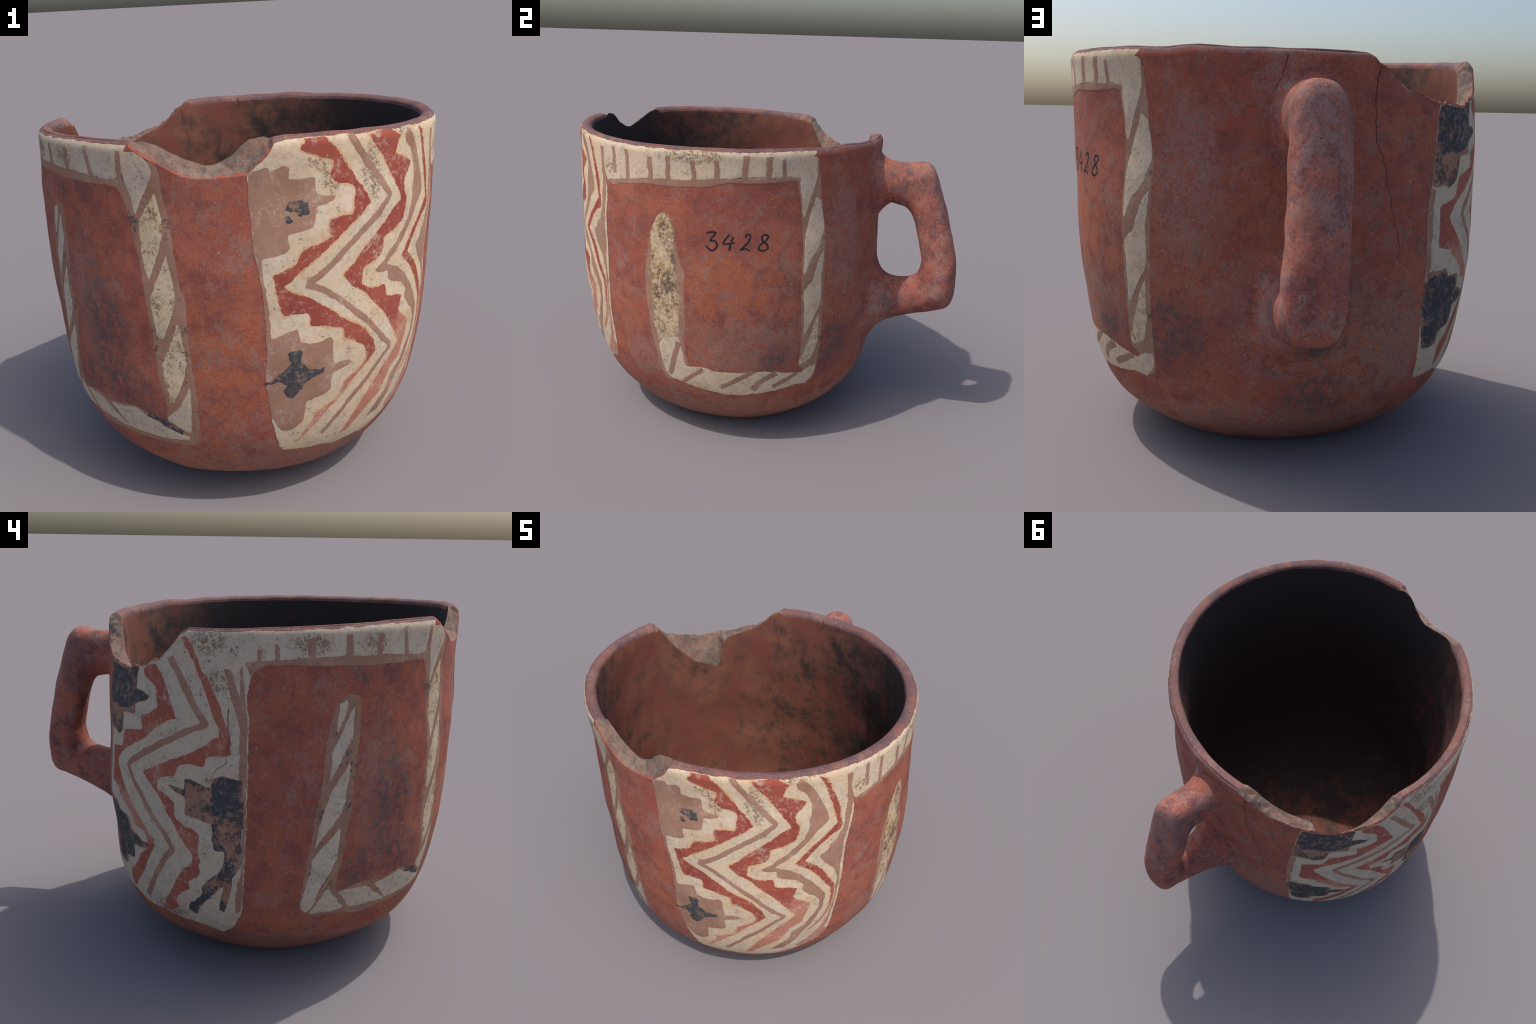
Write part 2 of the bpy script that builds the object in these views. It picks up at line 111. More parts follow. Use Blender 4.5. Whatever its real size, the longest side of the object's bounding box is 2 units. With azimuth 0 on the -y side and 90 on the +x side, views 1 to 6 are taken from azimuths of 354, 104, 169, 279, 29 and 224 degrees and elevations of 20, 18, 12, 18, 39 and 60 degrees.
    "back_red_inner": [(157.6, 1.45), (158.7, 1.415), (161.3, 1.372), (164, 1.289), (166.5, 1.198), (168.5, 1.132), (169.1, 1.1), (167, 1.087), (165.1, 1.062), (162.3, 1.035), (158.9, 1.011), (154.4, 0.985), (149.2, 0.944), (144.6, 0.904), (145.8, 0.891), (149.1, 0.849), (150.1, 0.838), (152.5, 0.786), (155.6, 0.717), (157.6, 0.662), (159.7, 0.623), (160.8, 0.595), (160.2, 0.567), (157.2, 0.53), (154.9, 0.48), (151.9, 0.403), (148.3, 0.332), (145.3, 0.275), (148.5, 0.277), (153.5, 0.329), (152.9, 0.364), (155.7, 0.413), (158.6, 0.436), (158.7, 0.475), (161.6, 0.505), (162.6, 0.529), (162.4, 0.567), (162.9, 0.588), (162.2, 0.612), (162.9, 0.671), (163, 0.702), (160.1, 0.719), (158, 0.731), (155.8, 0.755), (155.9, 0.815), (152.6, 0.846), (150.1, 0.855), (150.1, 0.885), (151.7, 0.908), (156.5, 0.927), (157.2, 0.97), (161.7, 0.983), (164.7, 0.978), (165.4, 1.018), (167, 1.024), (171.9, 1.033), (171.7, 1.093), (170.3, 1.161), (168.4, 1.227), (166.3, 1.291), (163.8, 1.335), (162.1, 1.383), (160.8, 1.423), (158.7, 1.456)],
    "back_border_taupe": [(169.7, 1.35), (170.8, 1.28), (172.4, 1.215), (173.9, 1.148), (174.2, 1.09), (174.1, 1.03), (173.8, 0.946), (174.6, 0.932), (175.1, 0.836), (174.7, 0.656), (174.4, 0.561), (172.8, 0.459), (172.1, 0.348), (173.9, 0.375), (174.7, 0.462), (175, 0.562), (175.4, 0.657), (175.7, 0.778), (175.9, 0.951), (175.9, 1.031), (176.1, 1.166), (175.6, 1.202), (175.3, 1.253), (174.7, 1.324), (174.1, 1.364), (173.6, 1.343), (174.2, 1.247), (172.6, 1.302), (171.4, 1.347)],
    "back_right_cluster": [(153.4, 0.881), (155.1, 0.886), (159.1, 0.874), (159.1, 0.923), (161.2, 0.922), (166.4, 0.898), (166.9, 0.933), (169.5, 0.952), (172.5, 0.942), (174.7, 0.938), (175.3, 0.836), (174.8, 0.747), (174.5, 0.656), (174.7, 0.593), (173, 0.553), (172, 0.525), (171.2, 0.456), (168.8, 0.348), (167.1, 0.359), (168.7, 0.451), (169.2, 0.486), (166.5, 0.445), (162.3, 0.374), (158.9, 0.305), (156.5, 0.335), (161.9, 0.416), (162.9, 0.434), (162.7, 0.468), (165.6, 0.51), (168.2, 0.543), (169.5, 0.585), (170, 0.637), (166.9, 0.643), (166.6, 0.692), (166.7, 0.747), (163.5, 0.764), (158.9, 0.77), (159.3, 0.848), (156.9, 0.856)],
    "back_right_black": [(166.8, 0.922), (169.5, 0.949), (173.6, 0.937), (173.6, 0.863), (175.1, 0.847), (173.3, 0.799), (170.2, 0.777), (166.7, 0.783), (163.6, 0.806), (166.8, 0.83), (166.4, 0.87)],
    "back_right_black2": [(166.9, 0.662), (170.1, 0.662), (169.6, 0.604), (172.5, 0.59), (172.2, 0.538), (169.8, 0.527), (170, 0.637)],
    "back_right_black3": [(163.2, 0.47), (167.6, 0.489), (166.5, 0.452), (161.5, 0.378), (159.1, 0.314), (156.9, 0.329), (158.4, 0.359), (162.9, 0.427)],
    "crack1": [(83.1, 1.453), (82.8, 1.42), (81.9, 1.381), (80, 1.332)],
    "crack2": [(105.4, 1.43), (104.6, 1.384), (104.2, 1.339), (104.6, 1.247), (105.1, 1.177), (106.8, 1.13), (107.8, 1.058), (109.2, 0.985), (110.4, 0.92), (111.4, 0.835), (111.7, 0.798)],
    "crack3": [(171.4, 1.209), (171, 1.177), (171.5, 1.109), (170.8, 1.037), (170.4, 1.004), (167.3, 0.96), (165.7, 0.906)],
    "crack_in1": [(106, 1.445), (105.4, 1.377), (104.4, 1.3), (103.6, 1.236), (105.4, 1.138), (108.5, 1.046)],
    "crack_in2": [(83.5, 1.462), (83.1, 1.404)],
}
# chipped rim: (turn in degrees, height of the outer edge), (…, height of the inner edge)
RIM_OUT = [(-180, 1.491), (-161, 1.500), (-146, 1.508), (-133, 1.509), (-124, 1.510), (-122, 1.490), (-119, 1.468), (-116, 1.450),
           (-112, 1.424), (-109, 1.404), (-104, 1.395), (-99, 1.399), (-92, 1.405), (-90, 1.430), (-88, 1.452), (-86, 1.482), (-85, 1.505),
           (-82, 1.513), (-70, 1.511), (-60, 1.506), (-47, 1.498), (-26, 1.486), (-8, 1.479), (5, 1.480), (20, 1.476), (33, 1.475),
           (43, 1.474), (48, 1.472), (54, 1.467), (58, 1.473), (62, 1.474), (70, 1.467), (83, 1.464), (95, 1.461), (102, 1.460),
           (104, 1.446), (105, 1.433), (106.5, 1.425), (108, 1.402), (110, 1.378), (112, 1.360), (114, 1.345), (116, 1.339), (118, 1.331),
           (120, 1.332), (123, 1.316), (125, 1.309), (128, 1.314), (130, 1.309), (132, 1.306), (136, 1.299), (138, 1.304), (140, 1.318),
           (143, 1.326), (146, 1.337), (148, 1.357), (150.5, 1.362), (152, 1.380), (154, 1.410), (156, 1.440), (157, 1.462), (159, 1.478), (170, 1.483)]
RIM_IN = [(-180, 1.491), (-161, 1.500), (-146, 1.508), (-128, 1.508), (-121, 1.502), (-118, 1.490), (-115.5, 1.480), (-113, 1.461),
          (-110.5, 1.446), (-107, 1.430), (-103.5, 1.418), (-100, 1.424), (-97, 1.443), (-95, 1.463), (-93, 1.487), (-91, 1.506), (-88, 1.513), (-82, 1.513), (-70, 1.511), (-60, 1.506),
          (-47, 1.498), (-26, 1.486), (-8, 1.479), (5, 1.480), (20, 1.476), (33, 1.475), (48, 1.472), (54, 1.467), (62, 1.474), (70, 1.467), (83, 1.464),
          (95, 1.461), (102, 1.458), (105, 1.441), (107, 1.430), (109, 1.405), (112, 1.372), (116, 1.343), (122, 1.318), (126, 1.302), (128.3, 1.270), (129.6, 1.19), (130.6, 1.135),
          (132, 1.118), (135, 1.140), (141, 1.172), (147, 1.262), (152, 1.352), (157, 1.450), (159, 1.472), (170, 1.483)]
FRACTURE = [(-180, 0), (-124.5, 0), (-122.5, 1), (-87, 1), (-84.5, 0), (101.5, 0), (103.5, 1), (156.5, 1), (158, 0)]


def around(table, turn):
    """periodic linear interpolation of a (degrees, value) table"""
    a = np.array([t[0] for t in table], float)
    v = np.array([t[1] for t in table], float)
    return np.interp(np.mod(np.degrees(turn) + 180, 360) - 180, np.r_[a, a[0] + 360], np.r_[v, v[0]])


# ------------------------------------------------------------------ smooth noise for relief
def value_noise(p, scale, seed):
    q = np.asarray(p) * scale + 100.0
    i = np.floor(q).astype(np.int64)
    f = q - i
    f = f * f * f * (f * (6 * f - 15) + 10)
    total = 0
    for c in range(8):
        o = np.array([c & 1, c >> 1 & 1, c >> 2 & 1])
        h = (i + o) @ np.array([73856093, 19349663, 83492791]) + seed * 7919
        h = (h ^ (h >> 13)) * 1274126177 & 0x7FFFFFFF
        h = (h ^ (h >> 15)) & 0xFFFF
        w = np.prod(np.where(o == 1, f, 1 - f), axis=-1)
        total = total + w * (h / 32767.5 - 1)
    return total


# ------------------------------------------------------------------ outer wall surface
SK = np.radians([float(k.split()[1]) for k in WALL])
COEF = np.array(list(WALL.values()))
HARM = (COEF.shape[1] - 1) // 2


def spline_second():
    n, h = len(SK), np.diff(SK)
    a, b = np.zeros((n, n)), np.zeros((n, n))
    a[0, 0] = a[-1, -1] = 1
    for i in range(1, n - 1):
        a[i, i - 1:i + 2] = h[i - 1], 2 * (h[i - 1] + h[i]), h[i]
        b[i, i - 1:i + 2] = 6 / h[i - 1], -6 / h[i - 1] - 6 / h[i], 6 / h[i]
    return np.linalg.solve(a, b) @ COEF


SECOND = spline_second()


def radius(turn, elev):
    """distance of the outer wall from the centre"""
    s = np.clip(elev, SK[0], SK[-1])
    i = np.clip(np.searchsorted(SK, s, side="right") - 1, 0, len(SK) - 2)
    h = SK[i + 1] - SK[i]
    a = (SK[i + 1] - s) / h
    b = 1 - a
    c = (a[..., None] * COEF[i] + b[..., None] * COEF[i + 1]
         + ((a ** 3 - a) * h * h / 6)[..., None] * SECOND[i] + ((b ** 3 - b) * h * h / 6)[..., None] * SECOND[i + 1])
    fade = np.minimum(1, 2 * np.clip(np.cos(elev), 0, 1))
    r = c[..., 0]
    for k in range(1, HARM + 1):
        r = r + fade * (c[..., 2 * k - 1] * np.cos(k * turn) + c[..., 2 * k] * np.sin(k * turn))
    return r


def sphere_point(turn, elev):
    r = radius(turn, elev)
    z = CZ + r * np.sin(elev)
    z = np.where(z < 0.006, 0.006 * np.exp((np.minimum(z, 0.006) - 0.006) / 0.006), z)   # rests softly on the ground
    return np.stack([CX + r * np.cos(elev) * np.cos(turn), CY + r * np.cos(elev) * np.sin(turn), z], -1)


def wall_normal(turn, elev):
    e = 1e-3
    up = sphere_point(turn, elev + e) - sphere_point(turn, elev - e)
    around_ = sphere_point(turn + e, elev) - sphere_point(turn - e, elev)
    n = np.cross(around_, up)
    bad = np.linalg.norm(n, axis=-1) < 1e-9
    n[bad] = (0, 0, -1)
    return n / np.linalg.norm(n, axis=-1, keepdims=True)


def elevation_of(turn, z):
    """elevation angle at which the outer wall reaches height z (bisection)"""
    lo, hi = np.full(np.shape(z), math.radians(-66)), np.full(np.shape(z), SK[-1])
    for _ in range(22):
        mid = (lo + hi) / 2
        below = CZ + radius(turn, mid) * np.sin(mid) < z
        lo, hi = np.where(below, mid, lo), np.where(below, hi, mid)
    return (lo + hi) / 2


LIP_H, LIP_W = 0.034, 0.020


def lip_inset(turn, z):
    """how far the rounding of the lip pulls the outer wall in"""
    f = around(FRACTURE, turn)
    h, w = LIP_H * (1 - 0.75 * f), LIP_W * (1 - 0.75 * f)
    t = np.clip((z - (around(RIM_OUT, turn) - h)) / h, 0, 1)
    return w * (1 - np.sqrt(np.maximum(1 - t * t, 0)))


def relief(p):
    return 0.0022 * value_noise(p, 7.0, 1) + 0.0012 * value_noise(p, 14.0, 2) + 0.0004 * value_noise(p, 27.0, 3)


def wall(turn, elev, lift=0.0):
    """point on the finished outer wall, lifted by a paint film's thickness"""
    p, n = sphere_point(turn, elev), wall_normal(turn, elev)
    low = np.clip(p[..., 2] / 0.12, 0, 1)
    d = relief(p) * low - lip_inset(turn, p[..., 2]) + lift
    return p + n * d[..., None]


# ------------------------------------------------------------------ materials
def principled(name, roughness=0.85, specular=0.25):
    m = bpy.data.materials.new(name)
    m.use_nodes = True
    nt = m.node_tree
    b = nt.nodes["Principled BSDF"]
    b.inputs["Roughness"].default_value = roughness
    b.inputs["Specular IOR Level"].default_value = specular
    co = nt.nodes.new("ShaderNodeTexCoord").outputs["Object"]
    return m, nt, b, co


def noise(nt, co, scale, detail=6, rough=0.6, offset=(0, 0, 0), stretch=(1, 1, 1), distort=0.0):
    mp = nt.nodes.new("ShaderNodeMapping")
    mp.inputs["Location"].default_value = offset
    mp.inputs["Scale"].default_value = stretch
    nt.links.new(co, mp.inputs["Vector"])
    n = nt.nodes.new("ShaderNodeTexNoise")
    n.inputs["Scale"].default_value = scale
    n.inputs["Detail"].default_value = detail
    n.inputs["Roughness"].default_value = rough
    n.inputs["Distortion"].default_value = distort
    nt.links.new(mp.outputs[0], n.inputs["Vector"])
    return n.outputs["Fac"]


def ramp(nt, fac, a, b, strength=1.0):
    r = nt.nodes.new("ShaderNodeMapRange")
    r.interpolation_type = "SMOOTHSTEP"
    r.inputs["From Min"].default_value, r.inputs["From Max"].default_value = a, b
    r.inputs["To Max"].default_value = strength
    nt.links.new(fac, r.inputs["Value"])
    return r.outputs["Result"]


def math_node(nt, op, a, b):
    n = nt.nodes.new("ShaderNodeMath")
    n.operation = op
    for s, v in zip(n.inputs, (a, b)):
        if isinstance(v, (int, float)):
            s.default_value = v
        else:
            nt.links.new(v, s)
    return n.outputs[0]


def mix(nt, fac, a, b):
    n = nt.nodes.new("ShaderNodeMix")
    n.data_type = "RGBA"
    for s, v in ((n.inputs[0], fac), (n.inputs[6], a), (n.inputs[7], b)):
        if isinstance(v, tuple):
            s.default_value = (*v, 1)
        elif isinstance(v, (int, float)):
            s.default_value = v
        else:
            nt.links.new(v, s)
    return n.outputs[2]


def bump(nt, b, height, strength, distance):
    n = nt.nodes.new("ShaderNodeBump")
    n.inputs["Strength"].default_value, n.inputs["Distance"].default_value = strength, distance
    nt.links.new(height, n.inputs["Height"])
    nt.links.new(n.outputs[0], b.inputs["Normal"])


def spot(nt, co, centre, size, wobble=None):
    """soft mask: 1 inside an ellipsoid round a place on the wall"""
    mp = nt.nodes.new("ShaderNodeMapping")
    mp.vector_type = "TEXTURE"
    mp.inputs["Location"].default_value, mp.inputs["Scale"].default_value = centre, size
    nt.links.new(co, mp.inputs["Vector"])
    ln = nt.nodes.new("ShaderNodeVectorMath")
    ln.operation = "LENGTH"
    nt.links.new(mp.outputs[0], ln.inputs[0])
    v = ln.outputs["Value"]
    if wobble is not None:
        v = math_node(nt, "ADD", v, math_node(nt, "MULTIPLY", math_node(nt, "SUBTRACT", wobble, 0.5), 1.6))
    return ramp(nt, v, 1.15, 0.55)


def on_wall(turn, z):
    t = np.radians(np.array([turn], float))
    return tuple(wall(t, elevation_of(t, np.array([z])))[0])


def fired_clay(name, base, warm, dark, dust, specks=1.0, orange_spots=(), dark_spots=(), grey_spots=(), root=None):
    m, nt, b, co = principled(name)
    broad = noise(nt, co, 2.6, 6, 0.65, (3, 1, 2))
    mid = noise(nt, co, 11, 8, 0.74, (0, 5, 2))
    fine = noise(nt, co, 34, 7, 0.78, (1, 7, 0), (1, 1, 0.8))
    grain = noise(nt, co, 130, 4, 0.7)
    c = mix(nt, ramp(nt, broad, 0.38, 0.64), base, warm)
    if root:                                   # where a part grows out of the wall it takes the wall's tone
        sep = nt.nodes.new("ShaderNodeSeparateXYZ")
        nt.links.new(co, sep.inputs[0])
        out = math_node(nt, "ADD", sep.outputs[1], math_node(nt, "MULTIPLY", math_node(nt, "SUBTRACT", mid, 0.5), 0.12))
        c = mix(nt, ramp(nt, out, 0.72, 0.62), c, mix(nt, ramp(nt, broad, 0.38, 0.64), *root))
    for s in orange_spots:
        c = mix(nt, math_node(nt, "MULTIPLY", spot(nt, co, *s, wobble=mid), 0.6), c, (0.42, 0.125, 0.058))
    c = mix(nt, ramp(nt, mid, 0.46, 0.62, 0.90), c, dark)
    c = mix(nt, ramp(nt, mid, 0.44, 0.32, 0.55), c, tuple(min(1.0, v * 1.12) for v in warm))
    for s in grey_spots:
        c = mix(nt, math_node(nt, "MULTIPLY", spot(nt, co, *s, wobble=mid), ramp(nt, fine, 0.36, 0.60, 0.75)), c, dust)
    dusty = math_node(nt, "ADD", math_node(nt, "MULTIPLY", noise(nt, co, 8, 8, 0.78, (9, 2, 4)), 0.55), math_node(nt, "MULTIPLY", fine, 0.45))
    c = mix(nt, ramp(nt, dusty, 0.49, 0.59, 0.68), c, dust)
    c = mix(nt, ramp(nt, fine, 0.51, 0.66, 0.60), c, dark)
    c = mix(nt, ramp(nt, fine, 0.47, 0.33, 0.50), c, warm)
    c = mix(nt, ramp(nt, grain, 0.50, 0.66, 0.50), c, tuple(v * 0.6 for v in dark))
    c = mix(nt, ramp(nt, grain, 0.46, 0.32, 0.28), c, dust)
    for s in dark_spots:
        f = math_node(nt, "MULTIPLY", spot(nt, co, *s, wobble=mid), ramp(nt, fine, 0.34, 0.62))
        c = mix(nt, math_node(nt, "MULTIPLY", f, 0.72), c, (0.085, 0.066, 0.068))
    c = mix(nt, ramp(nt, noise(nt, co, 78, 2, 0.5, (4, 4, 1)), 0.70, 0.76, 0.55 * specks), c, (0.56, 0.40, 0.31))
    c = mix(nt, ramp(nt, noise(nt, co, 62, 2, 0.5, (8, 1, 6)), 0.69, 0.76, 0.60 * specks), c, (0.085, 0.05, 0.045))
    nt.links.new(c, b.inputs["Base Color"])
    bump(nt, b, math_node(nt, "ADD", fine, math_node(nt, "MULTIPLY", grain, 0.4)), 0.25, 0.004)
    return m


def slip_paint(name, base, tint, under, wear=0.3, dirt=0.3, stain=0.0, pale=0.0, char=0.0, rust=0.0, flake=(0.64, 0.51, 0.39), faded=(), grime=()):
    """slip paint: cloudy tone, worn through to what lies under it, soiled in grains"""
    m, nt, b, co = principled(name, 0.9, 0.2)

    def blend(x, y, k):
        return math_node(nt, "ADD", math_node(nt, "MULTIPLY", x, 1 - k), math_node(nt, "MULTIPLY", y, k))

    broad = noise(nt, co, 6, 6, 0.65, (2, 3, 1))
    mid = noise(nt, co, 17, 7, 0.72, (6, 0, 3))
    fine = noise(nt, co, 62, 6, 0.75, (1, 8, 5))
    dots = noise(nt, co, 120, 3, 0.6, (3, 3, 3))
    c = mix(nt, ramp(nt, broad, 0.36, 0.64), base, tint)
    c = mix(nt, ramp(nt, mid, 0.44, 0.66, 0.55), c, tuple(v * 0.76 for v in base))
    c = mix(nt, ramp(nt, fine, 0.47, 0.64, 0.52), c, tuple(0.60 * v + 0.06 * w for v, w in zip(base, (1.0, 0.6, 0.35))))
    c = mix(nt, ramp(nt, fine, 0.44, 0.30, 0.30), c, tuple(min(1.0, v * 1.12) for v in base))
    if rust:
        c = mix(nt, ramp(nt, blend(noise(nt, co, 9, 6, 0.7, (4, 9, 1)), fine, 0.3), 0.50, 0.66, rust), c, (0.58, 0.33, 0.16))
    c = mix(nt, ramp(nt, blend(mid, fine, 0.45), 0.60 - 0.12 * wear, 0.70 - 0.12 * wear, min(1, wear * 1.5)), c, under)
    for place, size in grime:                  # greenish-brown dirt caught in the grain
        c = mix(nt, math_node(nt, "MULTIPLY", spot(nt, co, place, size, wobble=mid), ramp(nt, blend(fine, dots, 0.4), 0.42, 0.58, 0.85)), c, (0.175, 0.120, 0.072))
    for place, size in faded:                  # rubbed areas where the red has thinned to pink
        c = mix(nt, math_node(nt, "MULTIPLY", spot(nt, co, place, size, wobble=mid), 0.72), c, (0.50, 0.235, 0.165))
    if pale:
        c = mix(nt, ramp(nt, blend(noise(nt, co, 13, 7, 0.75, (5, 5, 9)), fine, 0.5), 0.50, 0.62, pale), c, flake)
    if stain:
        s = blend(noise(nt, co, 13, 7, 0.78, (7, 7, 2), (1, 1, 0.6)), fine, 0.4)
        c = mix(nt, ramp(nt, s, 0.54 - 0.07 * stain, 0.62 - 0.05 * stain, 0.85), c, (0.30, 0.185, 0.095))
        c = mix(nt, ramp(nt, s, 0.59 - 0.07 * stain, 0.66 - 0.05 * stain, 0.9), c, (0.115, 0.083, 0.064))
    if char:
        s = blend(noise(nt, co, 10, 6, 0.7, (1, 2, 8)), fine, 0.38)
        c = mix(nt, ramp(nt, s, 0.60 - 0.17 * char, 0.69 - 0.17 * char, 0.9), c, (0.056, 0.057, 0.065))
    c = mix(nt, ramp(nt, blend(dots, mid, 0.35), 0.60 - 0.06 * dirt, 0.68 - 0.06 * dirt, min(1, dirt * 1.6)), c, (0.15, 0.10, 0.065))
    nt.links.new(c, b.inputs["Base Color"])
    bump(nt, b, math_node(nt, "ADD", fine, mid), 0.3, 0.003)
    return m


CLAY = (0.335, 0.089, 0.060)
CLAY_WARM = (0.392, 0.130, 0.075)
CLAY_DARK = (0.232, 0.076, 0.060)
DUST = (0.320, 0.190, 0.150)
CREAM, CREAM_TINT = (0.635, 0.520, 0.392), (0.655, 0.490, 0.325)
TAUPE, TAUPE_TINT = (0.370, 0.212, 0.150), (0.330, 0.175, 0.115)
RED, RED_TINT = (0.300, 0.064, 0.050), (0.360, 0.092, 0.062)

MAT = {
    "wall": fired_clay("fired_red_clay", CLAY, CLAY_WARM, CLAY_DARK, DUST,
                       orange_spots=[(on_wall(-102, 0.75), (0.16, 0.2, 0.34)), (on_wall(20, 0.85), (0.2, 0.3, 0.2)), (on_wall(-118, 0.18), (0.3, 0.2, 0.12))],
                       dark_spots=[(on_wall(-143, 1.33), (0.06, 0.06, 0.06)), (on_wall(-153, 1.33), (0.05, 0.05, 0.06)), (on_wall(-140, 0.80), (0.13, 0.13, 0.26)),
                                   (on_wall(-132, 0.55), (0.12, 0.12, 0.12)), (on_wall(-150, 0.55), (0.10, 0.12, 0.10)), (on_wall(55, 0.5), (0.14, 0.16, 0.16)),
                                   (on_wall(92, 0.30), (0.14, 0.14, 0.10)), (on_wall(33, 0.50), (0.06, 0.10, 0.09))],
                       grey_spots=[(on_wall(88, 0.62), (0.34, 0.25, 0.24)), (on_wall(25, 0.55), (0.25, 0.3, 0.18)), (on_wall(-146, 0.9), (0.1, 0.1, 0.3)),
                                   (on_wall(10, 0.14), (0.4, 0.6, 0.15)), (on_wall(-80, 0.17), (0.6, 0.35, 0.15)), (on_wall(-15, 0.42), (0.12, 0.12, 0.14)), (on_wall(85, 1.38), (0.14, 0.1, 0.07)), (on_wall(-170, 0.16), (0.3, 0.5, 0.10)),
                                   (on_wall(75, 0.16), (0.5, 0.3, 0.12)), (on_wall(60, 1.05), (0.14, 0.14, 0.3)), (on_wall(112, 0.5), (0.14, 0.16, 0.22))]),
    "handle": fired_clay("handle_clay", (0.330, 0.098, 0.072), (0.42, 0.152, 0.100), (0.165, 0.066, 0.064), (0.36, 0.235, 0.205), 1.5,
                         dark_spots=[((0.10, 0.72, 1.28), (0.12, 0.13, 0.09)), ((-0.05, 0.80, 1.20), (0.06, 0.08, 0.16)), ((0.12, 0.67, 0.66), (0.08, 0.10, 0.08)), ((0.0, 0.62, 0.52), (0.1, 0.1, 0.1))],
                         grey_spots=[((0.03, 0.86, 1.25), (0.12, 0.1, 0.16)), ((0.1, 0.62, 0.62), (0.12, 0.1, 0.14))], root=(CLAY, CLAY_WARM)),
    "lip": fired_clay("lip_slip", (0.175, 0.085, 0.082), (0.245, 0.105, 0.082), (0.120, 0.076, 0.086), (0.29, 0.185, 0.145), 0.8),
    "broken": fired_clay("bare_paste", (0.195, 0.128, 0.098), (0.245, 0.122, 0.082), (0.105, 0.082, 0.074), (0.28, 0.215, 0.17), 1.0),
    "inner": None,
    "cream": slip_paint("cream_slip", CREAM, CREAM_TINT, (0.50, 0.32, 0.18), 0.34, 0.50, rust=0.55,
                        grime=[(on_wall(-73, 1.44), (0.06, 0.06, 0.045)), (on_wall(-70, 1.36), (0.04, 0.04, 0.05)), (on_wall(-48, 1.49), (0.14, 0.12, 0.022)), (on_wall(6, 1.45), (0.08, 0.16, 0.035)),
                               (on_wall(-24, 1.36), (0.06, 0.06, 0.03)), (on_wall(46, 0.5), (0.05, 0.05, 0.1)), (on_wall(-58, 1.36), (0.05, 0.05, 0.10))]),
    "cream_worn": slip_paint("soiled_cream_slip", (0.64, 0.51, 0.36), (0.64, 0.47, 0.28), (0.40, 0.24, 0.13), 0.4, 0.6, stain=0.55),
    "cream_stained": slip_paint("stained_cream_slip", (0.64, 0.50, 0.34), (0.62, 0.44, 0.25), (0.36, 0.20, 0.12), 0.4, 0.5, stain=1.2),
    "cream_grey": slip_paint("greyed_cream_slip", (0.545, 0.465, 0.370), (0.565, 0.455, 0.330), (0.44, 0.31, 0.20), 0.30, 0.58, rust=0.22,
                             grime=[(on_wall(165, 1.44), (0.06, 0.08, 0.05)), (on_wall(-168, 1.44), (0.05, 0.10, 0.04)), (on_wall(-150, 1.44), (0.08, 0.06, 0.05)), (on_wall(168, 1.30), (0.05, 0.05, 0.05)), (on_wall(150, 0.30), (0.1, 0.1, 0.06))]),
    "taupe": slip_paint("brown_slip", TAUPE, TAUPE_TINT, (0.33, 0.135, 0.08), 0.3, 0.28, char=0.12, pale=0.38),
    "taupe_soot": slip_paint("sooty_brown_slip", TAUPE, TAUPE_TINT, (0.30, 0.13, 0.085), 0.3, 0.3, char=0.42),
    "taupe_char": slip_paint("charred_brown_slip", TAUPE, TAUPE_TINT, (0.25, 0.14, 0.10), 0.25, 0.4, char=0.85, pale=0.25, flake=(0.40, 0.36, 0.32)),
    "red": slip_paint("red_slip", RED, RED_TINT, (0.25, 0.055, 0.05), 0.2, 0.15, pale=0.55, faded=[(on_wall(-62, 0.42), (0.5, 0.4, 0.26)), (on_wall(-42, 0.62), (0.16, 0.2, 0.2))]),
    "red_worn": slip_paint("worn_red_slip", (0.335, 0.095, 0.070), (0.40, 0.135, 0.090), (0.47, 0.26, 0.19), 0.5, 0.3, pale=0.40, faded=[(on_wall(140, 0.70), (0.2, 0.2, 0.14))]),
    "fringe": slip_paint("rusty_fringe", (0.62, 0.42, 0.26), (0.60, 0.34, 0.17), (0.63, 0.50, 0.36), 0.6, 0.2, rust=0.5),
    "pink": slip_paint("faded_red_slip", (0.46, 0.21, 0.15), (0.50, 0.26, 0.185), (0.56, 0.41, 0.31), 0.4, 0.2, pale=0.45),
    "black": slip_paint("charred_slip", (0.066, 0.067, 0.076), (0.056, 0.056, 0.064), (0.24, 0.15, 0.11), 0.85, 0.1, pale=0.22, flake=(0.40, 0.37, 0.34)),
    "ink": slip_paint("black_ink", (0.022, 0.020, 0.022), (0.03, 0.026, 0.027), (0.08, 0.04, 0.035), 0.12, 0.0),
    "gap": slip_paint("crack_dirt", (0.075, 0.042, 0.034), (0.10, 0.05, 0.04), (0.17, 0.07, 0.05), 0.7, 0.0),
}


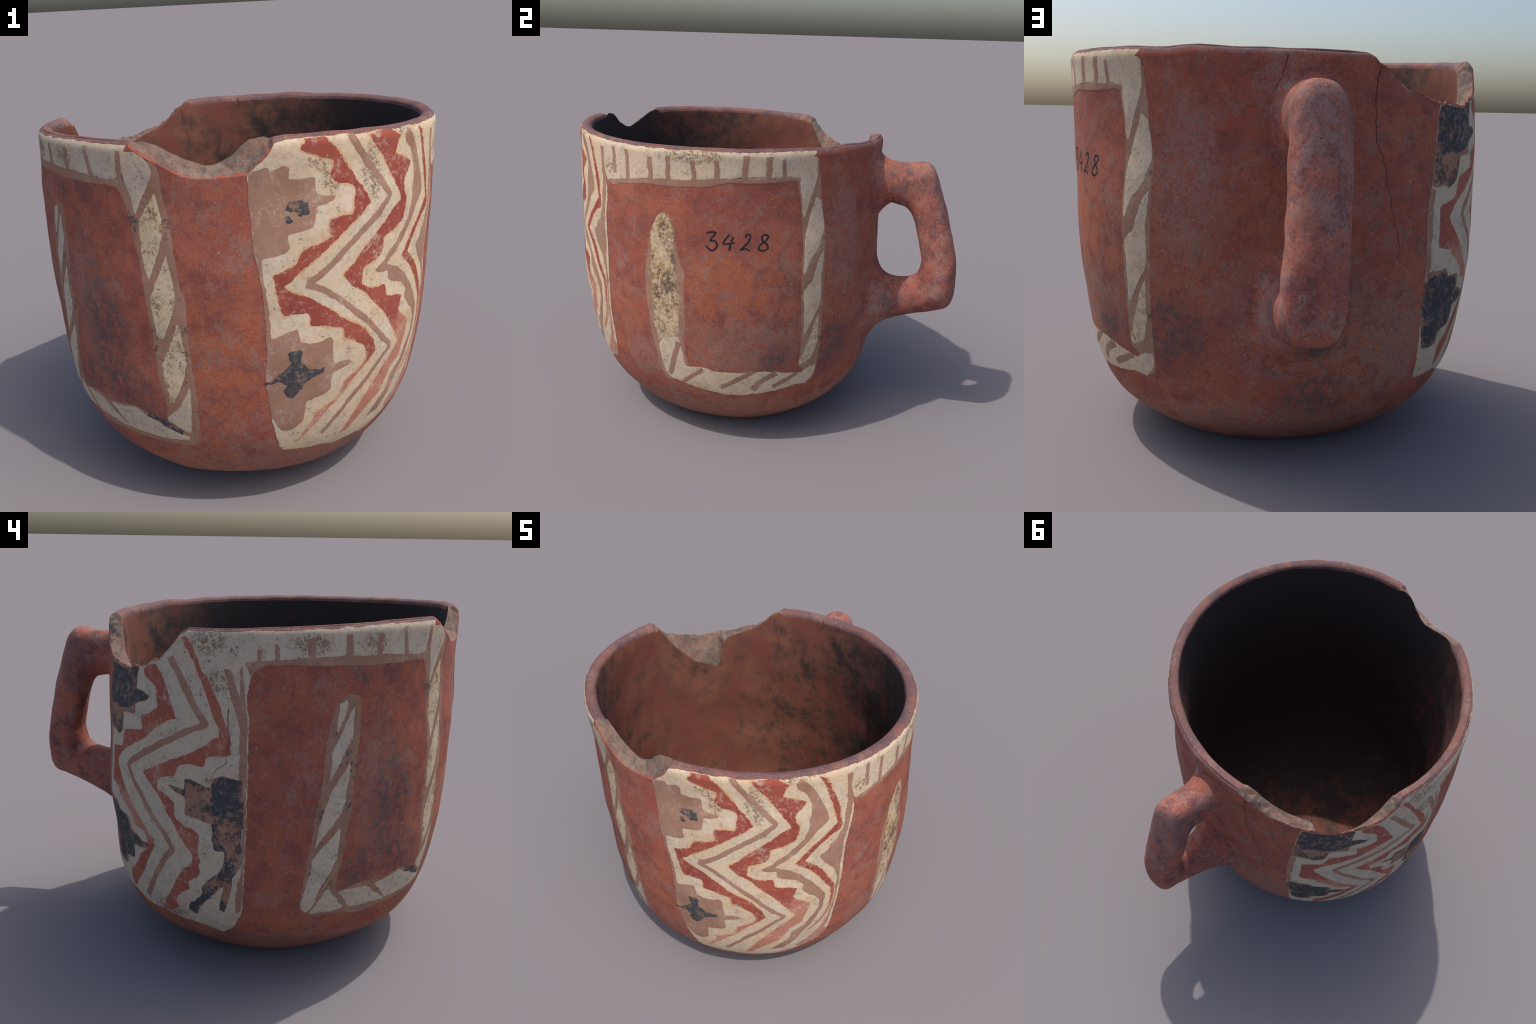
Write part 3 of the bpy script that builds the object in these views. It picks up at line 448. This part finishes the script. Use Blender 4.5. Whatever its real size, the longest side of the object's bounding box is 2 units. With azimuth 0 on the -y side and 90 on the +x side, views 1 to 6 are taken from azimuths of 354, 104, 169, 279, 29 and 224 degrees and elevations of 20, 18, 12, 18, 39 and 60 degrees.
def soot_shade_interior():
    """inside of the mug: red clay, blackened in ragged clouds, part sooty marks, part shade painted in, most on the side away from the handle's break"""
    m, nt, b, co = principled("soot_shade_inner_clay", 0.8, 0.3)
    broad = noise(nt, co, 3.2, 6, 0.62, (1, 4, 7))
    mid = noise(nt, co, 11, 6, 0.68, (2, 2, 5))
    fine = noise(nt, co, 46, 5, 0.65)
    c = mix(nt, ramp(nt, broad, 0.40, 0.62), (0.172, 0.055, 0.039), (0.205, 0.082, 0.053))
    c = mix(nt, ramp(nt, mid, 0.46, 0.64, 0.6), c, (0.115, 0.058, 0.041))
    soot_shade = math_node(nt, "ADD", math_node(nt, "MULTIPLY", broad, 0.45), math_node(nt, "ADD", math_node(nt, "MULTIPLY", mid, 0.35), math_node(nt, "MULTIPLY", fine, 0.2)))
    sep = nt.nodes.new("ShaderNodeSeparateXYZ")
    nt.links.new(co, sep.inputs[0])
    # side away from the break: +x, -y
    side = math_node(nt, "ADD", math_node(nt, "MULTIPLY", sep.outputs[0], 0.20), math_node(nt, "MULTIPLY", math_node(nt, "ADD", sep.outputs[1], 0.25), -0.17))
    c = mix(nt, ramp(nt, math_node(nt, "ADD", soot_shade, side), 0.30, 0.56, 0.97), c, (0.030, 0.024, 0.022))  # real sooty mottling, widened so its dark also paints in the interior's shade
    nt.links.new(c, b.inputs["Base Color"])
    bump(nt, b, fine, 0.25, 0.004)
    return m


MAT["inner"] = soot_shade_interior()

# ------------------------------------------------------------------ object helpers
mug = bpy.data.objects.new("painted_pottery_mug", None)
mug["label"] = "broken red clay mug with cream zigzag painting and strap handle"
mug["category"] = "clay mug"
bpy.context.scene.collection.objects.link(mug)


def make(name, verts, faces, material, parent=mug, normals=None):
    me = bpy.data.meshes.new(name)
    me.from_pydata(np.asarray(verts).tolist(), [], [list(map(int, f)) for f in faces])
    me.materials.append(material)
    me.shade_smooth()
    if normals is not None:
        me.normals_split_custom_set_from_vertices(np.asarray(normals).tolist())
    o = bpy.data.objects.new(name, me)
    bpy.context.scene.collection.objects.link(o)
    o.parent = parent
    return o


# ------------------------------------------------------------------ the vessel
COLS, ROWS_OUT, ROWS_LIP, ROWS_IN, FINE = 1200, 200, 14, 150, 15
turn = np.arange(COLS) * math.tau / COLS - math.pi
ragged = around(FRACTURE, turn)
ring = np.stack([np.cos(turn), np.sin(turn), 0 * turn], -1)
jag = ragged * (0.003 * value_noise(ring, 26, 11) + 0.003 * value_noise(ring, 60, 12))
RIM_RISE = 0.003
top_out = RIM_RISE + around(RIM_OUT, turn) + jag + (1 - ragged) * 0.0018 * value_noise(ring, 9, 13)
top_in = RIM_RISE + around(RIM_IN, turn) + ragged * 0.003 * value_noise(ring, 30, 14) + (1 - ragged) * 0.0018 * value_noise(ring, 9, 13)


def thickness(turn, elev):
    return np.interp(np.degrees(elev), (-90, -72, -52, -30, 0, 25, 36, 45), (0.034, 0.044, 0.074, 0.086, 0.086, 0.075, 0.063, 0.055))


rows = []
elev_top = elevation_of(turn, top_out)
elev_low = elevation_of(turn, top_out - 0.03)                             # the last 3 cm below the edge get close rows
for s in np.linspace(0, 1, ROWS_OUT - FINE)[1:] ** 0.92:
    rows.append(wall(turn, -math.pi / 2 + (elev_low + math.pi / 2) * s))
for s in np.arange(1, FINE + 1) / FINE:
    rows.append(wall(turn, elev_low + (elev_top - elev_low) * s))
e_in_top = elevation_of(turn, top_in - (1 - ragged) * LIP_H * 0.75)
first_in = sphere_point(turn, e_in_top) - wall_normal(turn, e_in_top) * thickness(turn, e_in_top)[:, None]
# lip: from the rounded outer edge over the top to the inner wall; on breaks a rough sloping face
outer_edge, inner_edge = rows[-1], first_in
for j in range(1, ROWS_LIP + 1):
    t = j / (ROWS_LIP + 1)
    p = outer_edge * (1 - t) + inner_edge * t
    crown = (1 - ragged) * (LIP_H * 0.75 * (np.sqrt(max(1 - t ** 2.2, 0)) - (1 - t)) + 0.002)
    rough = ragged * math.sin(math.pi * t) * (0.010 * value_noise(p, 22, 21) + 0.006 * value_noise(p, 50, 22))
    p = p + np.stack([0 * crown, 0 * crown, crown + rough], -1)
    p[:, :2] += (ragged * math.sin(math.pi * t) * 0.006 * value_noise(p, 34, 23))[:, None] * ring[:, :2]
    rows.append(p)
for s in np.linspace(0, 1, ROWS_IN)[:-1] ** 1.05:
    e = e_in_top + (-math.pi / 2 - e_in_top) * s
    p = sphere_point(turn, e) - wall_normal(turn, e) * thickness(turn, e)[:, None]
    d = 0.0035 * value_noise(p, 6, 31) + 0.0015 * value_noise(p, 15, 32)
    rows.append(p + wall_normal(turn, e) * d[:, None])

grid = np.array(rows)
R, N = grid.shape[0], COLS
foot = sphere_point(np.zeros(1), np.array([-math.pi / 2]))[0]
floor = foot + np.array([0, 0, thickness(0.0, np.array(-math.pi / 2))])
verts = np.concatenate([grid.reshape(-1, 3), [foot], [floor]])
idx = np.arange(R * N).reshape(R, N)
nxt = np.roll(idx, -1, axis=1)
quads = np.stack([idx[:-1], nxt[:-1], nxt[1:], idx[1:]], -1)              # (R-1, N, 4)

# vertex normals of the whole vessel, shared by every piece cut from it
vn = np.zeros_like(verts)
a, b, c, d = (verts[quads[..., k]] for k in range(4))
fn = np.cross(c - a, d - b)
for k in range(4):
    np.add.at(vn, quads[..., k].ravel(), fn.reshape(-1, 3))
vn[R * N], vn[R * N + 1] = (0, 0, -1), (0, 0, 1)
vn /= np.linalg.norm(vn, axis=1, keepdims=True) + 1e-12

r_out, r_lip = ROWS_OUT - 2, ROWS_OUT - 2 + ROWS_LIP + 1                  # last outer row, first inner row
broken_col = (ragged + np.roll(ragged, -1)) / 2 > 0.5


def cut(name, faces, material):
    faces = [f for f in faces]
    used = np.unique(np.concatenate([np.ravel(f) for f in faces]))
    back = -np.ones(len(verts), int)
    back[used] = np.arange(len(used))
    return make(name, verts[used], [back[np.asarray(f)] for f in faces], material, normals=vn[used])


lip_quads = quads[r_out:r_lip]
LAP = 6                                              # the dark lip slip laps 1.2 cm down the outside
lap = quads[r_out - LAP:r_out]
cut("outer_wall", list(quads[:r_out - LAP].reshape(-1, 4)) + list(lap[:, broken_col].reshape(-1, 4)) + [(R * N, nxt[0, i], idx[0, i]) for i in range(N)], MAT["wall"])
cut("lip", list(lap[:, ~broken_col].reshape(-1, 4)) + list(lip_quads[:, ~broken_col].reshape(-1, 4)), MAT["lip"])
cut("broken_edge", list(lip_quads[:, broken_col].reshape(-1, 4)), MAT["broken"])
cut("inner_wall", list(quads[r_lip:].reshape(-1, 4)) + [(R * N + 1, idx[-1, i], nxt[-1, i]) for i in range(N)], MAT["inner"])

# ------------------------------------------------------------------ handle
# stations along the strap: (outer y, z), (inner y, z), middle x, half width
STATIONS = [((0.651, 1.357), (0.640, 1.145), 0.027, 0.093), ((0.701, 1.358), (0.680, 1.140), 0.034, 0.091), ((0.761, 1.369), (0.710, 1.131), 0.040, 0.091),
            ((0.807, 1.370), (0.735, 1.112), 0.044, 0.092), ((0.843, 1.338), (0.753, 1.086), 0.047, 0.094),
            ((0.873, 1.262), (0.770, 1.040), 0.052, 0.096), ((0.906, 1.172), (0.785, 0.985), 0.057, 0.097), ((0.937, 1.082), (0.797, 0.935), 0.063, 0.098),
            ((0.965, 0.985), (0.807, 0.893), 0.069, 0.099), ((0.987, 0.890), (0.812, 0.866), 0.074, 0.100), ((0.999, 0.800), (0.812, 0.845), 0.078, 0.100),
            ((1.001, 0.735), (0.808, 0.820), 0.080, 0.099), ((0.993, 0.668), (0.797, 0.793), 0.081, 0.097), ((0.966, 0.628), (0.780, 0.775), 0.080, 0.095),
            ((0.911, 0.605), (0.755, 0.763), 0.076, 0.095), ((0.851, 0.585), (0.728, 0.756), 0.070, 0.097), ((0.781, 0.558), (0.698, 0.751), 0.061, 0.101),
            ((0.716, 0.538), (0.665, 0.753), 0.052, 0.106)]


def smooth_rows(a, n):
    """Catmull-Rom through the stations, n steps each"""
    a = np.array(a, float)
    p = np.vstack([2 * a[0] - a[1], a, 2 * a[-1] - a[-2]])
    out = []
    for i in range(1, len(p) - 2):
        for t in np.arange(n) / n:
            out.append(0.5 * (2 * p[i] + (p[i + 1] - p[i - 1]) * t + (2 * p[i - 1] - 5 * p[i] + 4 * p[i + 1] - p[i + 2]) * t * t + (3 * p[i] - p[i - 1] - 3 * p[i + 1] + p[i + 2]) * t ** 3))
    return np.array(out + [a[-1]])


AROUND = 72
phi = np.arange(AROUND) * math.tau / AROUND


def rounded(v, power):
    return np.sign(v) * np.abs(v) ** power


strap = smooth_rows([(*o, *i, x, w) for o, i, x, w in STATIONS], 6)
sections = []
for oy, oz, iy, iz, x, w in strap:
    my, mz, hy, hz = (oy + iy) / 2, (oz + iz) / 2, (oy - iy) / 2, (oz - iz) / 2
    cphi, sphi = rounded(np.cos(phi), 0.88), rounded(np.sin(phi), 0.88)
    sections.append(np.stack([x + w * sphi, my + hy * cphi, mz + hz * cphi], -1))
sections = np.array(sections)


def root(ring_, step, spread, centre):
    """flare the end of the strap into the wall: each strand bends from the strap onto the wall"""
    mid_ = ring_.mean(0)
    away = ring_ - mid_
    flat = np.stack([away[:, 0], away[:, 2]], -1)
    out = []
    foot_xz = np.array(centre) + flat * spread
    near_xz = np.array(centre) * 0.7 + mid_[[0, 2]] * 0.3 + flat * 1.22

    def land(xz, lift):
        y = np.full(len(xz), 0.55)
        for _ in range(12):                         # find y so that the point lies on the wall
            t = np.arctan2(y - CY, xz[:, 0] - CX)
            p = wall(t, elevation_of(t, xz[:, 1]), lift)
            y = y + (np.hypot(p[:, 0] - CX, p[:, 1] - CY) - np.hypot(xz[:, 0] - CX, y - CY))
        return np.stack([xz[:, 0], y, xz[:, 1]], -1)

    foot_, bend = land(foot_xz, -0.003), land(near_xz, 0.012)
    for t in np.linspace(0, 1, step + 1)[1:]:
        out.append(ring_ * (1 - t) ** 2 + bend * 2 * t * (1 - t) + foot_ * t * t)
    return np.array(out)


upper = root(sections[0], 14, np.array([1.62, 1.78]), (0.010, 1.228))
lower = root(sections[-1], 16, np.array([1.75, 2.75]), (0.036, 0.612))
tube = np.concatenate([upper[::-1], sections, lower])
lumps = -0.001 + 0.005 * value_noise(tube.reshape(-1, 3), 9, 41) + 0.003 * value_noise(tube.reshape(-1, 3), 22, 42)
mids = tube.mean(1, keepdims=True)
fade = np.minimum(1, np.minimum(np.arange(len(tube)), len(tube) - 1 - np.arange(len(tube))) / 10.0)
dirs = tube - mids
dirs = dirs / (np.linalg.norm(dirs, axis=-1, keepdims=True) + 1e-9)
tube = tube + dirs * (lumps.reshape(tube.shape[:2]) * fade[:, None])[..., None]
hi = np.arange(tube.shape[0] * AROUND).reshape(-1, AROUND)
hn = np.roll(hi, -1, axis=1)
hq = np.stack([hi[:-1], hi[1:], hn[1:], hn[:-1]], -1).reshape(-1, 4)
hv = tube.reshape(-1, 3)
hvn = np.zeros_like(hv)
fnn = np.cross(hv[hq[:, 2]] - hv[hq[:, 0]], hv[hq[:, 3]] - hv[hq[:, 1]])
if (fnn * (hv[hq].mean(1) - np.repeat(mids[:-1, 0], AROUND, axis=0))).sum() < 0:
    hq, fnn = hq[:, ::-1], -fnn
for k in range(4):
    np.add.at(hvn, hq[:, k], fnn)
hvn /= np.linalg.norm(hvn, axis=1, keepdims=True) + 1e-12
for r_, w_ in ((0, 1.0), (1, 0.7), (2, 0.4), (-1, 1.0), (-2, 0.7), (-3, 0.4)):      # the root takes the wall's normal
    ids = hi[r_]
    t = np.arctan2(hv[ids, 1] - CY, hv[ids, 0] - CX)
    wn = wall_normal(t, elevation_of(t, hv[ids, 2]))
    hvn[ids] = hvn[ids] * (1 - w_) + wn * w_
hvn /= np.linalg.norm(hvn, axis=1, keepdims=True)
make("handle", hv, hq, MAT["handle"], normals=hvn)

# ------------------------------------------------------------------ painted slip
SCALE = 0.75            # metres of wall per radian of turn, for laying out the films


def plane(points):
    p = np.array(points, float)
    return np.stack([np.radians(p[:, 0]) * SCALE, p[:, 1]], -1)


def corner_cut(p, closed, keep=0.12):
    """one pass of Chaikin corner cutting: brush-rounded corners"""
    q = np.roll(p, -1, axis=0) if closed else p[1:]
    a = p if closed else p[:-1]
    r = np.stack([a * (1 - keep) + q * keep, a * keep + q * (1 - keep)], 1).reshape(-1, 2)
    return r if closed else np.vstack([p[:1], r, p[-1:]])


def densify(p, step):
    out = []
    for a, b in zip(p, np.roll(p, -1, axis=0)):
        n = max(1, int(np.ceil(np.linalg.norm(b - a) / step)))
        out.append(a + (b - a) * (np.arange(n) / n)[:, None])
    return np.concatenate(out)


def inside(pts, poly):
    x, y = pts[:, 0], pts[:, 1]
    hit = np.zeros(len(pts), bool)
    for (x0, y0), (x1, y1) in zip(poly, np.roll(poly, -1, axis=0)):
        c = (y0 > y) != (y1 > y)
        with np.errstate(divide="ignore", invalid="ignore"):
            hit ^= c & (x < (x1 - x0) * (y - y0) / (y1 - y0) + x0)
    return hit


def inner_wall(turn, elev, lift):
    p, n = sphere_point(turn, elev), wall_normal(turn, elev)
    p = p - n * thickness(turn, elev)[:, None]
    d = 0.0035 * value_noise(p, 6, 31) + 0.0015 * value_noise(p, 15, 32) - lift
    return p + n * d[:, None]


def film(name, outline, material, layer, parent, wobble=0.0035, step=0.008, rounded_=True, inside_mug=False):
    """a film of paint: the outline is roughened, filled with triangles and laid on the wall"""
    p = corner_cut(outline, True) if rounded_ else outline
    p = densify(p, min(step, 0.006))
    q = np.stack([p[:, 0], p[:, 1], 0 * p[:, 0] + layer], -1)
    p = p + wobble * np.stack([value_noise(q, 38, 51) * 0.7 + value_noise(q, 120, 53) * 0.5, value_noise(q, 38, 52) * 0.7 + value_noise(q, 120, 54) * 0.5], -1)
    t = p[:, 0] / SCALE
    p[:, 1] = np.minimum(p[:, 1], around(RIM_OUT, t) - 0.0065 + 0.0025 * value_noise(q, 22, 55) + 0.0015 * value_noise(q, 90, 56))
    keep = np.r_[True, np.linalg.norm(np.diff(p, axis=0), axis=1) > 0.0008]
    p = p[keep]
    lo, hi_ = p.min(0), p.max(0)
    gx, gy = np.meshgrid(np.arange(lo[0], hi_[0], step), np.arange(lo[1], hi_[1], step * 0.87))
    gx = gx + (np.arange(gx.shape[0]) % 2)[:, None] * step / 2
    g = np.stack([gx.ravel(), gy.ravel()], -1)
    g = g[inside(g, p)]
    if len(g):
        far = np.ones(len(g), bool)
        for s in range(0, len(g), 2000):
            dd = ((g[s:s + 2000, None] - p[None]) ** 2).sum(-1).min(1)
            far[s:s + 2000] = dd > (0.45 * step) ** 2
        g = g[far]
    pts = np.vstack([p, g])
    n = len(p)
    v, _, f, ov, _, _ = delaunay_2d_cdt([Vector(a) for a in pts.tolist()], [(i, (i + 1) % n) for i in range(n)], [], 1, 1e-6)
    v = np.array([tuple(a) for a in v])
    rim = np.array([any(o < n for o in src) or not src for src in ov])
    t = v[:, 0] / SCALE
    lift = layer * 0.00055 - np.where(rim, 0.0004, 0)
    e = elevation_of(t, v[:, 1])
    pos = inner_wall(t, e, lift + 0.0006) if inside_mug else wall(t, e, lift)
    if inside_mug:
        f = [fc[::-1] for fc in f]
    return make(name, pos, f, material, parent, wall_film_normals(pos, f))


def wall_film_normals(pos, faces):
    f = np.array([list(x) for x in faces])
    n = np.zeros_like(pos)
    fn_ = np.cross(pos[f[:, 1]] - pos[f[:, 0]], pos[f[:, 2]] - pos[f[:, 0]])
    for k_ in range(3):
        np.add.at(n, f[:, k_], fn_)
    return n / (np.linalg.norm(n, axis=1, keepdims=True) + 1e-12)


def grown(p, by):
    """the outline moved outwards by a few millimetres"""
    p = densify(p, 0.012)
    t = np.roll(p, -1, axis=0) - np.roll(p, 1, axis=0)
    n = np.stack([t[:, 1], -t[:, 0]], -1) / (np.linalg.norm(t, axis=1, keepdims=True) + 1e-9)
    area = (p[:, 0] * np.roll(p[:, 1], -1) - p[:, 1] * np.roll(p[:, 0], -1)).sum()
    return p + n * (by if area > 0 else -by)


def stroke(points, width, end=1.0, rounds=1):
    """brush stroke: a line of the given width (m), tapering to end*width"""
    p = plane(points)
    for _ in range(rounds):
        p = corner_cut(p, False)
    seg = np.diff(p, axis=0)
    seg /= np.linalg.norm(seg, axis=1, keepdims=True) + 1e-9
    tan = np.vstack([seg[:1], seg[:-1] + seg[1:], seg[-1:]])
    tan /= np.linalg.norm(tan, axis=1, keepdims=True) + 1e-9
    nor = np.stack([-tan[:, 1], tan[:, 0]], -1)
    cosv = np.ones(len(p))
    cosv[1:-1] = np.clip((seg[:-1] * tan[1:-1]).sum(1), 0.45, 1)
    w = width / 2 * np.linspace(1, end, len(p)) / cosv
    return np.vstack([p + nor * w[:, None], (p - nor * w[:, None])[::-1]])


def rim_line(a, b, drop, n=60):
    """points along the rim between two turns, a little below the edge"""
    t = np.linspace(a, b, n)
    return [(x, float(around(RIM_OUT, np.radians(x))) - drop) for x in t]


# --- front panel
front = film("cream_panel", plane(MOTIF["front_panel"] + rim_line(-28, -85, 0.0) + [(-86.5, 1.46)]), MAT["cream"], 2, mug)
for n in ("front_red_outer", "front_red_inner", "front_red_thin"):
    film("bled_fringe", grown(plane(MOTIF[n]), 0.0055), MAT["fringe"], 2.5, front, 0.006)
film("stepped_zigzag", plane(MOTIF["front_red_outer"]), MAT["red"], 3, front)
film("stepped_zigzag", plane(MOTIF["front_red_inner"]), MAT["red"], 3, front)
film("wavy_band", plane(MOTIF["front_line_third"]), MAT["taupe"], 3, front)
film("zigzag_line", plane(MOTIF["front_red_thin"]), MAT["red"], 3, front)
film("zigzag_line", stroke(MOTIF["front_line_mid"], 0.026, 0.8), MAT["taupe"], 3, front)
film("faded_stripe", plane(MOTIF["front_pink_low"]), MAT["pink"], 3, front)
film("faded_stripe", plane(MOTIF["front_pink_low2"]), MAT["pink"], 3, front)
film("panel_border", plane(MOTIF["front_border_taupe"]), MAT["taupe"], 3, front)
film("stepped_motif", plane(MOTIF["front_left_cluster"]), MAT["taupe"], 3, front)
film("char_mark", plane(MOTIF["front_black_low"]), MAT["black"], 4, front, 0.006)
film("char_mark", plane(MOTIF["front_black_up"]), MAT["black"], 4, front, 0.008)
film("char_mark", plane(MOTIF["front_black_up2"]), MAT["black"], 4, front, 0.006)

# --- frame round the numbered field
top = rim_line(46.5, -29, 0.0)
right = film("cream_frame", plane(MOTIF["right_band_low"] + top), MAT["cream"], 2, mug)
film("frame_border", plane(MOTIF["right_band_low"] + MOTIF["right_taupe_low"][::-1]), MAT["taupe"], 2.4, right)
film("frame_border", plane(MOTIF["right_bar_halo"]), MAT["taupe"], 1, right)
film("frame_border", plane(MOTIF["right_short_halo"]), MAT["taupe"], 1, right)
for n in ("right_bar1", "right_bar2", "right_bar3", "right_bar4"):
    film("lozenge", plane(MOTIF[n]), MAT["cream" if n != "right_bar4" else "cream_worn"], 2.2, right)
film("cream_bar", plane(MOTIF["right_short_bar"]), MAT["cream_stained"], 2.2, right, 0.007)
film("cream_band", plane(MOTIF["right_bottom"]), MAT["cream"], 2, right)
for i, w in enumerate((0.020, 0.018, 0.020, 0.022, 0.020, 0.018, 0.022, 0.026, 0.028, 0.018)):
    a, b = MOTIF["right_tick%d" % i]
    film("tick_mark", stroke([(a[0], a[1] - 0.006), ((a[0] + b[0]) / 2, (a[1] + b[1]) / 2), (b[0], b[1] - 0.012)], w), MAT["taupe"], 3, right)
for i, w in enumerate((0.026, 0.020, 0.026, 0.030, 0.024)):
    film("slash_mark", stroke(MOTIF["right_slash%d" % i], w), MAT["taupe"], 3, right)
INK = [MOTIF[n] for n in ("digit3", "digit4a", "digit4b", "digit2")] + [MOTIF["digit8"][:7], MOTIF["digit8"][6:]]
for line in INK:
    film("ink_digit", stroke(smooth_rows(line, 6), 0.0085, 0.9, 0), MAT["ink"], 1.2, mug, 0.001, 0.004, False)

# --- frame on the other side, with the hooked bar
left = film("cream_frame", plane(MOTIF["left_band_low"][:7] + MOTIF["left_band_low"][-2:] + rim_line(236, 160, 0.0) + [(168, 1.40)]), MAT["cream_grey"], 2, mug)
film("frame_border", plane(MOTIF["left_band_low"][:7] + MOTIF["left_band_low"][-2:] + MOTIF["left_taupe_low"][-2:][::-1] + MOTIF["left_taupe_low"][:6][::-1]), MAT["taupe"], 2.4, left)
film("frame_border", plane(MOTIF["left_bar_halo"]), MAT["taupe_soot"], 1, left)
film("frame_border", plane(MOTIF["left_bottom_halo"]), MAT["taupe"], 0.8, left)
film("frame_border", plane(MOTIF["mid_halo"]), MAT["taupe_soot"], 1, left)
for n in ("left_bar1", "left_bar2", "left_bar3", "left_bar4", "left_bar5"):
    film("lozenge", plane(MOTIF[n]), MAT["cream_worn" if n in ("left_bar2", "left_bar3", "left_bar4") else "cream_grey"], 2.2, left)
for n in ("mid_bar1", "mid_bar2", "mid_bar3", "mid_bar4", "mid_corner", "mid_bottom1", "left_bottom2"):
    film("lozenge", plane(MOTIF[n]), MAT["cream_grey"], 2, left)
for i, w in enumerate((0.016, 0.014, 0.028, 0.026, 0.022, 0.020, 0.022)):
    a, b = MOTIF["left_tick%d" % i]
    film("tick_mark", stroke([(a[0], a[1] - 0.006), ((a[0] + b[0]) / 2, (a[1] + b[1]) / 2), (b[0], b[1] - 0.010)], w), MAT["taupe"], 3, left)
film("slash_mark", stroke(MOTIF["mid_slash"], 0.016), MAT["taupe"], 3, left)
film("char_mark", stroke(MOTIF["left_black_stroke"], 0.022), MAT["black"], 3, left, 0.006)

# --- panel beside the handle
back = film("cream_panel", plane(MOTIF["back_panel"] + rim_line(176, 124, 0.0)), MAT["cream_grey"], 1.7, mug)
film("stepped_zigzag", plane(MOTIF["back_red_outer"]), MAT["red_worn"], 3, back)
film("stepped_zigzag", plane(MOTIF["back_red_inner"]), MAT["red_worn"], 3, back)
film("zigzag_line", stroke(MOTIF["back_line_mid"], 0.026, 0.9), MAT["taupe"], 3, back)
film("panel_border", plane(MOTIF["back_border_taupe"]), MAT["taupe"], 3, back)
film("panel_border", plane(MOTIF["back_left_strip"]), MAT["taupe"], 3, back)
film("stepped_motif", plane(MOTIF["back_left_cluster"]), MAT["taupe_char"], 3, back)
film("stepped_motif", plane(MOTIF["back_left_cluster2"]), MAT["taupe_char"], 3, back)
film("stepped_motif", plane(MOTIF["back_right_cluster"]), MAT["taupe_char"], 3.2, back)
film("char_mark", grown(plane(MOTIF["back_left_cluster2"]), -0.014), MAT["black"], 4, back, 0.012)
for n in ("back_left_black", "back_right_black", "back_right_black2", "back_right_black3"):
    film("char_mark", plane(MOTIF[n]), MAT["black"], 4, back, 0.009)

# --- cracks in the wall
for n, w in (("crack1", 0.004), ("crack2", 0.0045), ("crack3", 0.003), ("crack_in1", 0.006), ("crack_in2", 0.005)):
    pts = MOTIF[n]
    fine_ = []
    for (a0, z0), (a1, z1) in zip(pts[:-1], pts[1:]):
        k_ = max(2, int(math.hypot((a1 - a0) * 0.013, z1 - z0) / 0.018))
        for t in np.arange(k_) / k_:
            fine_.append((a0 + (a1 - a0) * t + rng.normal(0, 0.22), z0 + (z1 - z0) * t))
    film("crack", stroke(fine_ + [pts[-1]], w, 0.35), MAT["gap"], 1.0 if n != "crack3" else 4, mug, 0.0012, 0.004, False, "in" in n)
